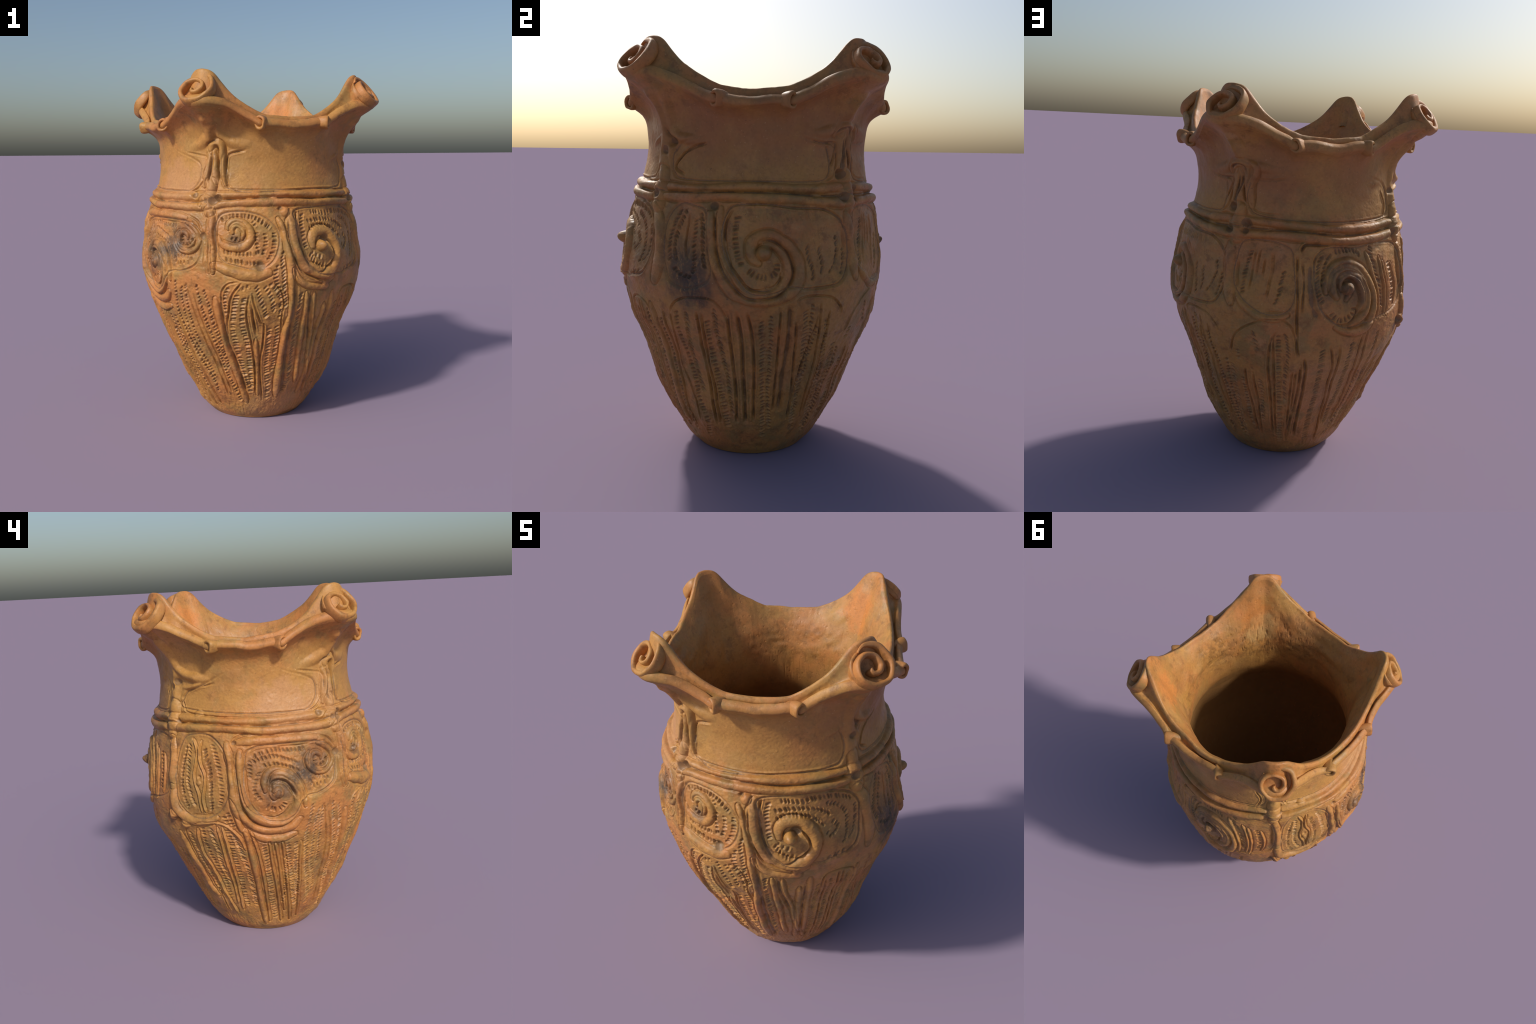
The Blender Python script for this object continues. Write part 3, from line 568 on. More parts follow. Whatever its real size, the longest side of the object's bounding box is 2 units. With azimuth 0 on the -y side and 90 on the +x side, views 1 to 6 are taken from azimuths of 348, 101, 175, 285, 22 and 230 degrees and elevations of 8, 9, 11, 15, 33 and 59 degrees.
groove([(318.2, 0.809), (320.3, 0.7), (322.3, 0.597), (324.3, 0.484), (326.3, 0.339), (329.3, 0.201)], .010, .008)
stabs([(301.1, 0.591), (302.6, 0.46), (304.6, 0.337), (304.7, 0.219)], .026, 30)
stabs([(296.3, 0.581), (297.1, 0.486), (297.5, 0.348), (296.6, 0.229)], .026, 40)
# --- neck
cordon('neck_rib', [(329.7, 1.788), (329.7, 1.743), (328, 1.687), (325.6, 1.648), (319.3, 1.614), (310.3, 1.587)], .050, .014)
cordon('neck_rib', [(329.8, 1.725), (331.2, 1.677), (334.9, 1.637), (341.8, 1.614), (349.8, 1.609)], .050, .014)
cordon('hairpin', [(326.3, 1.588), (328.3, 1.613), (330.6, 1.623), (332.8, 1.603), (333.2, 1.557), (333.2, 1.487), (334.5, 1.402)], .030, .018)
cordon('hairpin', [(328.8, 1.573), (329.3, 1.527), (328.9, 1.462), (330, 1.407)], .022, .012)
cordon('hairpin', [(324.9, 1.558), (325.8, 1.517), (324, 1.447), (322.6, 1.391)], .028, .016)
groove([(327.5, 1.558), (327.1, 1.497), (325.6, 1.426), (325.8, 1.389)], .014, .016)
groove([(331, 1.553), (331.1, 1.477), (332.1, 1.412)], .012, .012)
groove([(323.8, 1.593), (325.5, 1.618), (329.2, 1.633), (332.3, 1.628)], .014, .014)
groove([(345.4, 1.577), (337.8, 1.562), (335.4, 1.532), (335.1, 1.452), (336.1, 1.392), (340, 1.367), (347.6, 1.356), (358.2, 1.359), (374.9, 1.368), (392, 1.37), (408.7, 1.357)], .012, .010)
groove([(309.5, 1.569), (319.7, 1.553), (324.1, 1.538), (323.9, 1.477), (321.8, 1.416), (314.4, 1.363), (296.1, 1.366), (286.1, 1.365)], .010, .008)
groove([(270.6, 1.347), (254.2, 1.359), (244.9, 1.372), (242.1, 1.41), (241.8, 1.45), (247.6, 1.487), (256.8, 1.511), (261.5, 1.521)], .010, .008)
cordon('neck_rib', [(237.2, 1.709), (237.5, 1.645), (238.9, 1.594), (244.9, 1.56), (253.9, 1.545), (259.8, 1.533)], .044, .016)
cordon('neck_rib', [(240.7, 1.509), (238, 1.468), (236.1, 1.406), (235.5, 1.359)], .030, .014)
cordon('neck_rib', [(240.1, 1.499), (246.3, 1.497), (253.8, 1.513), (259.8, 1.526)], .028, .012)
pit([(237.5, 1.523)], .024, .020)
pit([(234.3, 1.495)], .020, .020)
cordon('neck_rib', [(225.9, 1.552), (220.7, 1.535), (214.6, 1.531)], .034, .012)
groove([(68.5, 1.394), (63.4, 1.427), (66.8, 1.483), (72.4, 1.515), (78.9, 1.532)], .012, .012)
cordon('neck_rib', [(61.9, 1.773), (60.9, 1.728), (60.1, 1.672), (60, 1.61), (63.5, 1.563), (70.2, 1.548), (77.9, 1.543)], .046, .014)
cordon('neck_rib', [(54.8, 1.589), (55.9, 1.525), (60.5, 1.49), (60.4, 1.418)], .040, .014)
cordon('neck_rib', [(53.7, 1.576), (47.6, 1.542), (41.3, 1.52)], .026, .012)
pit([(61.2, 1.54)], .020, .020)
pit([(57.2, 1.499)], .022, .022)
groove([(57.3, 1.61), (58.7, 1.568), (64.7, 1.542)], .012, .012)
cordon('neck_rib', [(143.4, 1.774), (145.3, 1.71), (146.6, 1.645), (141.9, 1.614), (134.9, 1.587), (127, 1.581)], .048, .014)
cordon('hairpin', [(143.4, 1.581), (144.1, 1.615), (147, 1.624), (152.9, 1.609), (153.6, 1.566), (151.7, 1.513)], .032, .016)
groove([(147.6, 1.569), (147.1, 1.513), (145, 1.448), (145.8, 1.409)], .016, .016)
groove([(127.1, 1.552), (134, 1.539), (141.5, 1.538), (140.6, 1.491), (137.9, 1.427)], .012, .010)
cordon('hairpin', [(140.4, 1.575), (143, 1.612), (146.7, 1.619), (149.7, 1.591), (150.1, 1.545), (151.5, 1.467), (153.1, 1.413)], .034, .016)
groove([(141, 1.57), (141.9, 1.599), (145.7, 1.616), (148.6, 1.6), (149.7, 1.563)], .014, .014)
groove([(145.8, 1.565), (145.6, 1.509), (144.1, 1.442), (143.6, 1.404)], .014, .016)
groove([(148.2, 1.52), (149.2, 1.465), (150.4, 1.42)], .014, .014)
pit([(143.6, 1.402)], .026, .028)
groove([(169.3, 1.552), (162.4, 1.542), (157.6, 1.541), (152.2, 1.532), (151.7, 1.491), (153, 1.422), (157.2, 1.384), (168.3, 1.378)], .010, .005)
cordon('neck_rib', [(146.1, 1.731), (146.6, 1.668), (150.5, 1.624), (157.2, 1.6), (166.8, 1.592)], .044, .012)
cordon('neck_rib', [(146.4, 1.762), (145.2, 1.703), (142.4, 1.656), (137.7, 1.615)], .030, .010)
groove([(130.3, 1.547), (137.9, 1.539), (141.4, 1.514), (141.4, 1.444), (138.6, 1.389), (129.8, 1.354)], .010, .008)
groove([(225.6, 1.499), (228.5, 1.43), (226, 1.354)], .010, .009)
boss([(252.4, 1.357)], .030, .016)
# post/ring junction pits
pit([(325.1, 1.305)], .016, .016)
cordon('spiral', [(322.1, 1.284), (322, 1.314), (324.7, 1.327), (327.4, 1.31), (327.6, 1.281), (325.1, 1.265)], .018, .014)
pit([(317.9, 1.338)], .020, .022)
pit([(331.2, 1.326)], .022, .024)
pit([(56, 1.303)], .024, .026)
pit([(151.8, 1.29)], .018, .020)
pit([(143.8, 1.295)], .026, .026)
pit([(151.9, 1.33)], .028, .022)
pit([(232.3, 1.283)], .022, .022)
pit([(240.1, 1.321)], .014, .012)
pit([(328.9, 1.307)], .026, .022)
boss([(244.7, 0.769)], .030, .020)
# closed fields of the large spirals, and the neck panels
panel([(12.3, 1.266), (10.5, 1.192), (11.2, 1.101), (13.6, 1.004), (17.5, 0.944), (23.5, 0.911), (31.7, 0.905), (37.6, 0.901), (41.1, 0.915), (48.1, 0.926), (52.5, 0.951), (55.5, 1.009), (56.7, 1.109), (56.4, 1.177), (52.9, 1.231), (46.3, 1.261), (40, 1.275)], .008)
panel([(92.8, 1.257), (90.5, 1.2), (90, 1.134), (91, 1.074), (93.5, 1.006), (97.2, 0.941), (101.2, 0.895), (106.6, 0.887), (112, 0.899), (117.2, 0.918), (124.3, 0.905), (131.9, 0.907), (139, 0.92), (142.7, 0.972), (143.9, 1.036), (144, 1.122), (141.8, 1.188), (137.5, 1.228), (131.4, 1.252), (120.4, 1.258), (108.4, 1.275), (97.8, 1.274)], .008)
panel([(188.8, 1.224), (184.5, 1.174), (184.4, 1.096), (185.5, 1.018), (187.6, 0.942), (191.4, 0.883), (197.6, 0.839), (203.3, 0.829), (211.2, 0.85), (217.9, 0.869), (228.5, 0.895), (235.1, 0.946), (236.9, 1.045), (236.8, 1.146), (232.9, 1.227), (216.9, 1.244), (204.8, 1.227), (196.2, 1.232)], .008)
panel([(278.9, 1.181), (277.5, 1.121), (276.9, 1.058), (277.1, 0.994), (278.9, 0.927), (282, 0.861), (287.1, 0.813), (293.8, 0.807), (299.2, 0.839), (302.8, 0.899), (306.3, 0.929), (311.8, 0.934), (317.3, 0.953), (320.9, 0.981), (322.8, 1.034), (323.6, 1.114), (320.7, 1.171), (314.2, 1.202), (310.6, 1.207), (300.6, 1.211), (290.4, 1.211), (283.7, 1.205)], .008)

panel([(333.5, 1.4), (332.5, 1.5), (334.5, 1.56), (338, 1.58), (372, 1.64), (405, 1.6), (411, 1.53), (412.5, 1.46), (411, 1.4), (404, 1.372), (372, 1.371), (340, 1.376)], .007, 1.60)
panel([(63, 1.4), (61.5, 1.46), (64, 1.52), (70, 1.545), (101, 1.64), (128, 1.55), (136, 1.53), (138, 1.45), (136, 1.385), (128, 1.37), (101, 1.372), (70, 1.374)], .007, 1.60)
panel([(152.5, 1.4), (151, 1.47), (153, 1.545), (160, 1.58), (190, 1.64), (220, 1.56), (229, 1.52), (231, 1.45), (230, 1.39), (222, 1.362), (190, 1.35), (160, 1.365)], .007, 1.60)
panel([(243, 1.39), (242, 1.44), (245, 1.48), (253, 1.505), (282, 1.62), (306, 1.56), (315, 1.53), (319, 1.5), (319, 1.43), (314, 1.375), (306, 1.365), (282, 1.366)], .007, 1.60)
boss([(326.5, 1.318)], .055, .030)
boss([(56.5, 1.318)], .055, .030)
boss([(147, 1.318)], .055, .030)
boss([(236, 1.318)], .055, .030)
cordon('post', [(327, 1.26), (327, 1.33), (327, 1.40)], .050, .022)
cordon('post', [(57, 1.26), (57, 1.33), (57, 1.40)], .050, .022)
cordon('post', [(147.5, 1.26), (147.5, 1.33), (147.5, 1.40)], .050, .022)
cordon('post', [(236, 1.26), (236, 1.33), (236, 1.40)], .050, .022)
cordon('neck_rib', [(327, 1.44), (327, 1.54), (327, 1.64), (327, 1.74)], .060, .014)
cordon('neck_rib', [(56, 1.44), (56, 1.54), (56, 1.64), (56, 1.74)], .060, .014)
cordon('neck_rib', [(145.5, 1.44), (145.5, 1.54), (145.5, 1.64), (145.5, 1.74)], .060, .014)
cordon('neck_rib', [(236, 1.44), (236, 1.54), (236, 1.64), (236, 1.74)], .060, .014)
cordon('rib', [(27, .74), (26.6, .45), (25.6, .17)], .026, .010)
groove([(29.8, .76), (29.2, .5), (28.4, .2)], .014, .010)
cordon('rib', [(32, .80), (31.6, .5), (30.8, .18)], .024, .009)
stabs([(36, .74), (35.5, .45), (34.5, .12)], .032, 35)
groove([(37, .60), (37.4, .72), (39, .795), (45, .815), (52, .80), (54.5, .74), (55, .62)], .011, .009)
groove([(39.5, .76), (39, .45), (38, .15)], .011, .009)
stabs([(42.3, .76), (42, .45), (41, .12)], .030, -35)
groove([(45.6, .80), (45.2, .45), (44.2, .15)], .012, .010)
groove([(48, .80), (47.6, .45), (46.6, .15)], .012, .010)
stabs([(51, .77), (50.8, .45), (50, .12)], .032, 40)
cordon('rib', [(55.5, .80), (55, .5), (54, .16)], .030, .011)
stabs([(59.5, .74), (59.2, .45), (58.4, .12)], .030, 35)
groove([(62.5, .78), (62.2, .45), (61.4, .15)], .013, .010)
# lower wall: where no column was placed by hand the potter's scheme runs on,
# stab columns and pairs of lines, all narrowing to the foot
ROW = {z: int(np.searchsorted(levels, z)) for z in (.16, .25, .34, .43, .52, .60)}
busy = np.stack([(np.maximum(marks, np.maximum(down, up))[r] > .0025) for r in ROW.values()]).astype(float)
k = 0
for a in np.arange(0, 360, 4.6):
    a = a + rng.uniform(-.8, .8)
    c = np.abs((az - a + 180) % 360 - 180) < 2.0
    if busy[:, c].any(1).mean() > .5: continue
    top = rng.uniform(.55, .66); foot = rng.uniform(.10, .16); drift = rng.uniform(-.8, .8)
    line = [(a + drift, foot), (a + drift * .5, (top + foot) / 2), (a, top)]
    if k % 3 == 2:
        for off in (-.9, .9): groove([(x + off, z) for x, z in line], .011, .008)
    else:
        stabs(line[::-1], .030, (35, -40)[k % 2])
    k += 1

# ------------------------------------------------------------------ wall surface
rough = (.0030 * noise2(20, 16, NR, 11) + .0009 * noise2(60, 44, NR, 12) + .0005 * noise2(190, 130, NR, 13)
         + .0004 * noise2(420, 300, NR, 14))
lower = np.clip((1.0 - Z) / .5, 0, 1)
rough += lower * .0007 * noise2(260, 60, NR, 15)
rough *= 1 - .45 * np.clip((Z - 1.34) / .05, 0, 1)
fade = np.clip(Z / .05, 0, 1)
relief = np.where(marks > 0, -marks * (1 - np.clip(up / .02, 0, 1) * .7), -marks) + up - down - sunk
relief = relief * np.clip((Z - .02) / .04, 0, 1) + rough * fade
# push along the profile normal
dR = np.gradient(R, axis=0); dZ = np.gradient(Z, axis=0)
L = np.hypot(dR, dZ) + 1e-9
Rr = R + relief * dZ / L
Zr = Z - relief * dR / L
Zr[0] = 0

# rim section: roll of the outer lip, gutter, thin inner lip, inside wall, floor
o = np.ones(NC)
pk = peakness
roll = .012 + .008 * (1 - pk)
gut = .030 - .006 * (1 - pk)
for p, dpt in zip(PEAKS, (.022, .022, .006, .020)):   # the gutter ends in a hole beside the scroll
    gut = gut + dpt * np.exp(-(((az - p - 8.5 + 180) % 360 - 180) / 2.2) ** 2)
ctrl = []
r0, z0 = Rr[-1], Zr[-1]
ctrl.append((r0, z0))
ctrl.append((r_out + roll, z_out + .015))
ctrl.append((r_out + roll * .85, z_out + .038))
ctrl.append((r_out - .006, z_out + .052))
ctrl.append((r_out * .62 + r_in * .38 - .004, (z_out + .042) * .62 + z_in * .38 - gut))
ctrl.append((r_out * .25 + r_in * .75 + .004, (z_out + .042) * .25 + z_in * .75 - gut))
ctrl.append((r_in + .012, z_in - .016))
ctrl.append((r_in + .004, z_in - .001))
ctrl.append((r_in - .008, z_in))
ctrl.append((r_in - .020, z_in - .016))
ctrl = [(a * o, b * o) for a, b in ctrl]
CR = np.array([c[0] for c in ctrl]); CZ = np.array([c[1] for c in ctrl])
CRp = np.vstack([2 * CR[:1] - CR[1:2], CR, 2 * CR[-1:] - CR[-2:-1]]); CZp = np.vstack([2 * CZ[:1] - CZ[1:2], CZ, 2 * CZ[-1:] - CZ[-2:-1]])
rimR, rimZ = [], []
for i in range(1, len(CRp) - 2):
    for t in np.linspace(0, 1, 6)[1:]:
        f = lambda A: .5 * (2 * A[i] + (A[i + 1] - A[i - 1]) * t + (2 * A[i - 1] - 5 * A[i] + 4 * A[i + 1] - A[i + 2]) * t**2 + (3 * A[i] - A[i - 1] - 3 * A[i + 1] + A[i + 2]) * t**3)
        rimR.append(f(CRp)); rimZ.append(f(CZp))
rimR = np.array(rimR); rimZ = np.array(rimZ)
nr = len(rimR)
n1 = .0014 * noise2(64, 5, nr, 21) + .0004 * noise2(230, 10, nr, 22)
rimR = rimR + n1 * np.linspace(0, 1, nr)[:, None].clip(.3, 1); rimZ = rimZ + .8 * n1
top_r, top_z = rimR[-1], rimZ[-1]
inR, inZ = [], []
NI = 46
throat = np.interp(dpk, [0, 12, 30, 45], [.478, .472, .472, .484]) 
throat = blur_ring(throat, 4)
in_pow = np.interp(dpk, [0, 10, 20, 30, 45], [1.08, 1.4, 2.4, 2.6, 2.5])
for i, t in enumerate(np.linspace(0, 1, NI + 1)[1:]):
    z = top_z * (1 - t) + Z_NECK * t
    inR.append(throat + (top_r - throat) * (1 - t) ** in_pow); inZ.append(z)
for z in np.linspace(Z_NECK, .24, 60)[1:]:
    k = np.clip((Z_NECK + .05 - z) / .50, 0, 1); k = k * k * (3 - 2 * k)
    thick = .060 + .040 * np.clip((1.2 - z) / .5, 0, 1)
    inR.append(throat * (1 - k) + (np.interp(z, zs, prof) - thick) * k); inZ.append(z * o)
for r, z in ((.31, .205), (.24, .185), (.14, .178), (.06, .175), (.002, .175)):
    inR.append(r * o); inZ.append(z * o)
inR = np.array(inR); inZ = np.array(inZ)
ni = len(inR)
n2 = (.0030 * noise2(24, 12, ni, 31) + .0008 * noise2(90, 30, ni, 32)) * np.clip(np.arange(ni) / 6.0, 0, 1)[:, None]
crumb = noise2(330, 60, ni, 34)
worn = np.exp(-(((az - 60 + 180) % 360 - 180) / 42) ** 2)[None, :] * np.exp(-((inZ - 1.62) / .12) ** 2) + .25 * np.exp(-((inZ - 1.45) / .3) ** 2)
n2 += worn * .0035 * np.clip(crumb - .6, 0, 1.5)
inR = inR + n2 * np.clip(inR / .3, 0, 1)
baseR = np.array([r * o for r in (.002, .12, .2, .25)]); baseZ = np.array([z * o for z in (.004, .003, .001, 0.0)])
allR = np.vstack([baseR, Rr, rimR, inR]); allZ = np.vstack([baseZ, Zr, rimZ, inZ])
kind = np.concatenate([np.full(len(baseR), 0), np.full(NR, 1), np.full(nr, 2), np.full(ni, 3)])
NT = len(allR)
rad = np.radians(az)[None, :]
shift = np.clip((allZ - 1.40) / .35, 0, 1); shift = .010 * shift * shift * (3 - 2 * shift)   # the rim sits a little to the back
X = AXIS_X[0] + AXIS_X[1] * allZ + allR * np.sin(rad)
Y = AXIS_Y[0] + AXIS_Y[1] * allZ + shift - allR * np.cos(rad)
co = np.stack([X, Y, allZ], -1).reshape(-1, 3).astype(np.float32)

ii, jj = np.meshgrid(np.arange(NT - 1), np.arange(NC), indexing='ij')
j2 = (jj + 1) % NC
quads = np.stack([ii * NC + jj, ii * NC + j2, (ii + 1) * NC + j2, (ii + 1) * NC + jj], -1).reshape(-1, 4)

# vertex normals of the whole surface, shared by all the parts cut from it
e1 = co[quads[:, 2]] - co[quads[:, 0]]; e2 = co[quads[:, 3]] - co[quads[:, 1]]
fn = np.cross(e1, e2)
vn = np.zeros_like(co)
for k in range(4):
    for ax in range(3):
        vn[:, ax] += np.bincount(quads[:, k], fn[:, ax], len(co))
vn /= np.linalg.norm(vn, axis=1, keepdims=True) + 1e-12

# ------------------------------------------------------------------ regions
full = np.zeros((NT, NC), np.int32)
row0 = len(baseR)
wallz = Z
reg = np.zeros((NR, NC), np.int32)
PARTS = ['foot', 'body', 'neck', 'rim', 'interior']
reg[:] = 1
reg[wallz < .045] = 0
reg[wallz > 1.315] = 2
quadrant = (np.searchsorted(np.sort(PEAKS), az) % 4)
lab_names = {}
code = reg.copy()
nxt = len(PARTS)
for li in range(1, len(LABELS)):
    nm = LABELS[li]
    for q in range(4) if nm != 'waist_cordon' else [None]:
        m = (label == li) if q is None else ((label == li) & (quadrant[None, :] == q))
        m &= (wallz > .05) & (wallz < 1.68)
        if m.sum() < 60: continue
        code[m] = nxt; lab_names[nxt] = nm; nxt += 1
full[:row0] = 0
full[row0:row0 + NR] = code
full[row0 + NR:row0 + NR + nr] = 3
full[row0 + NR + nr:] = 4
full[row0 + NR - 8:row0 + NR] = 3
fcode = full[:-1].reshape(-1)

dark_cut = np.zeros((NT, NC), np.int32)
dark_cut[row0:row0 + NR] = (marks > .0042) | (down > .0085)  # stab marks and deep grooves get a darker, greyer colour
fdark_cut = dark_cut[:-1].reshape(-1)

# ------------------------------------------------------------------ materials
def clay(name, inside=False, dark_mix=0.0):
    m = bpy.data.materials.new(name); m.use_nodes = True
    nt = m.node_tree; N = nt.nodes; Lk = nt.links
    N.clear()
    out = N.new('ShaderNodeOutputMaterial'); b = N.new('ShaderNodeBsdfPrincipled')
    Lk.new(b.outputs[0], out.inputs[0])
    tc = N.new('ShaderNodeTexCoord'); P = tc.outputs['Object']

    def noise(scale, detail=3, rough=.55, stretch=None, seed=0):
        n = N.new('ShaderNodeTexNoise'); n.inputs['Scale'].default_value = scale
        n.inputs['Detail'].default_value = detail; n.inputs['Roughness'].default_value = rough
        mp = N.new('ShaderNodeMapping'); mp.inputs['Location'].default_value = (seed * 3.7, seed * 1.3, seed * 2.1)
        if stretch: mp.inputs['Scale'].default_value = stretch
        Lk.new(P, mp.inputs[0]); Lk.new(mp.outputs[0], n.inputs['Vector'])
        return n.outputs['Fac']

    def ramp(fac, a, bb, lo=0.0, hi=1.0):
        r = N.new('ShaderNodeMapRange'); r.interpolation_type = 'SMOOTHSTEP'
        r.inputs['From Min'].default_value = a; r.inputs['From Max'].default_value = bb
        r.inputs['To Min'].default_value = lo; r.inputs['To Max'].default_value = hi
        Lk.new(fac, r.inputs['Value']); return r.outputs['Result']

    def math_(op, a, bb):
        n = N.new('ShaderNodeMath'); n.operation = op
        for k, v in enumerate((a, bb)):
            if isinstance(v, (int, float)): n.inputs[k].default_value = v
            else: Lk.new(v, n.inputs[k])
        return n.outputs[0]

    def mix(fac, a, bb):
        n = N.new('ShaderNodeMix'); n.data_type = 'RGBA'
        if isinstance(fac, (int, float)): n.inputs['Factor'].default_value = fac
        else: Lk.new(fac, n.inputs['Factor'])
        for k, v in ((6, a), (7, bb)):
            if isinstance(v, tuple): n.inputs[k].default_value = (*v, 1)
            else: Lk.new(v, n.inputs[k])
        return n.outputs[2]

    def spot(a, z, r, size, soft=.6, wobble=.12):
        """soft-edged patch round a point of the wall"""
        x = r * math.sin(math.radians(a)); y = -r * math.cos(math.radians(a))
        d = N.new('ShaderNodeVectorMath'); d.operation = 'DISTANCE'
        d.inputs[1].default_value = (x, y, z); Lk.new(P, d.inputs[0])
        w = math_('ADD', d.outputs['Value'], math_('MULTIPLY', math_('SUBTRACT', noise(14, 4, .6, seed=a * .01), .5), wobble * 2))
        return ramp(w, size * (1 - soft), size, 1, 0)

    OCHRE = (.445, .220, .054); ORANGE = (.450, .182, .050); PINK = (.47, .235, .098); BROWN = (.215, .096, .028)
    OLIVE = (.27, .168, .053); RED = (.29, .100, .038); SOOT = (.060, .043, .031)
    col = mix(ramp(noise(3.2, 4, .6), .38, .62), OCHRE, ORANGE)
    col = mix(math_('MULTIPLY', ramp(noise(5.5, 4, .6, seed=2), .52, .72), .25 if inside else .55), col, PINK)
    col = mix(math_('MULTIPLY', ramp(noise(7.0, 5, .65, seed=3), .48, .64), .35 if inside else .75), col, OLIVE)
    col = mix(math_('MULTIPLY', ramp(noise(16, 5, .7, seed=4), .50, .68), .72), col, BROWN)
    col = mix(math_('MULTIPLY', ramp(noise(2.4, 5, .65, seed=16), .50, .68), .40), col, BROWN)
    col = mix(math_('MULTIPLY', ramp(noise(10, 4, .6, seed=17), .60, .74), .35), col, (.52, .30, .10))
    if not inside:
        sep = N.new('ShaderNodeSeparateXYZ'); Lk.new(P, sep.inputs[0]); zz = sep.outputs[2]
        neck = math_('MULTIPLY', ramp(zz, 1.34, 1.40), ramp(zz, 1.66, 1.74, 1, 0))
        col = mix(math_('MULTIPLY', neck, ramp(noise(4, 3, .5, seed=12), .35, .6, .2, .65)), col, (.445, .228, .056))
        for a, z, r, s, k in ((80, 1.58, .58, .24, .5), (110, 1.58, .58, .24, .5), (165, 1.58, .58, .24, .5), (205, 1.58, .58, .22, .4), (50, 1.58, .6, .2, .4), (135, 1.6, .6, .2, .5)):
            col = mix(math_('MULTIPLY', spot(a, z, r, s, .7), k), col, RED)
        for a, z, r, s, k in ((300, 1.40, .56, .18, .7), (322, 1.44, .56, .12, .5), (334, 1.30, .6, .16, .35), (310, 1.3, .6, .12, .5), (5, .12, .38, .2, .5), (195, .5, .52, .25, .3)):
            col = mix(math_('MULTIPLY', spot(a, z, r, s, .5), k), col, PINK)
        for a, z, r, s, k in ((74, 1.00, .66, .16, .85), (77, .90, .65, .16, .9), (293, .99, .67, .15, .75), (304, 1.05, .66, .10, .95), (312, 1.12, .65, .12, .7), (341, 1.10, .65, .05, .55), (198, 1.08, .66, .15, .6), (205, 1.0, .66, .12, .5), (237, .78, .65, .06, .5), (285, 1.12, .65, .12, .35), (188, 1.0, .66, .12, .3)):
            col = mix(math_('MULTIPLY', math_('MULTIPLY', spot(a, z, r, s, .8, .10), ramp(noise(30, 4, .7, (1.6, 1.6, .8), seed=15), .30, .55, .35, 1)), k), col, SOOT)
        for a, z, r, s, k in ((351, .97, .66, .05, .6), (12, .80, .65, .1, .3), (250, .9, .66, .2, .35), (345, .6, .6, .1, .5)):
            col = mix(math_('MULTIPLY', spot(a, z, r, s, .7, .05), k), col, OLIVE)
    else:
        sep = N.new('ShaderNodeSeparateXYZ'); Lk.new(P, sep.inputs[0]); zz = sep.outputs[2]
        col = mix(math_('MULTIPLY', ramp(noise(5, 5, .65, seed=22), .42, .7), .5), col, (.40, .21, .06))
        for a, z, r, s, k in ((30, 1.62, .5, .2, .5), (62, 1.60, .5, .24, .6), (95, 1.62, .5, .2, .5), (200, 1.6, .5, .25, .35), (285, 1.62, .5, .2, .35)):
            col = mix(math_('MULTIPLY', math_('MULTIPLY', spot(a, z, r, s, .7), ramp(noise(24, 5, .75, seed=31), .42, .60)), k), col, (.13, .065, .024))
        col = mix(math_('MULTIPLY', spot(58, 1.68, .52, .12, .5), .6), col, (.50, .30, .11))
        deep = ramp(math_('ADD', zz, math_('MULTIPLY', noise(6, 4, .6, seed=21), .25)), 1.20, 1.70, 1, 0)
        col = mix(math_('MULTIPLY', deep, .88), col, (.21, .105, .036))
        for a, z, r, s, k in ((64, 1.78, .6, .17, .45), (150, 1.78, .58, .14, .7), (330, 1.8, .6, .15, .25)):
            col = mix(math_('MULTIPLY', spot(a, z, r, s, .6), k), col, (.58, .20, .045))
    if dark_mix: col = mix(dark_mix, col, (.125, .086, .054))
    # fine grain: pale grit, dark specks
    col = mix(math_('MULTIPLY', ramp(noise(70, 3, .7, seed=5), .40, .72), .30), col, BROWN)
    col = mix(math_('MULTIPLY', ramp(noise(120, 2, .6, seed=6), .66, .76), .45), col, (.66, .42, .20))
    col = mix(math_('MULTIPLY', ramp(noise(95, 2, .6, seed=7), .68, .76), .6), col, (.10, .055, .03))
    Lk.new(col, b.inputs['Base Color'])
    rg = ramp(noise(9, 4, .6, seed=8), .3, .7, .42, .66)
    Lk.new(rg, b.inputs['Roughness'])
    b.inputs['Specular IOR Level'].default_value = .45
    bump = N.new('ShaderNodeBump'); bump.inputs['Strength'].default_value = .38; bump.inputs['Distance'].default_value = .004
    pits = N.new('ShaderNodeTexVoronoi'); pits.inputs['Scale'].default_value = 34
    Lk.new(P, pits.inputs['Vector'])
    hole = ramp(pits.outputs['Distance'], .10, .26)
    h = math_('ADD', math_('MULTIPLY', noise(60, 5, .7, seed=9), .55), math_('MULTIPLY', noise(190, 3, .6, seed=10), .35))
    h = math_('ADD', h, math_('MULTIPLY', hole, .55 if inside else .16))
    Lk.new(h, bump.inputs['Height']); Lk.new(bump.outputs[0], b.inputs['Normal'])
    return m


outer_clay = clay('fired_clay')
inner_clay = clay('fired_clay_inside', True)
dark_cut_clay = clay('clay_dark_greyish', False, .52)

# ------------------------------------------------------------------ objects
scene = bpy.context.scene
jar = bpy.data.objects.new('jar', None); scene.collection.objects.link(jar)
jar['label'] = 'tall brown earthenware jar with four scrolled rim peaks and spiral relief'
jar['category'] = 'pottery jar'


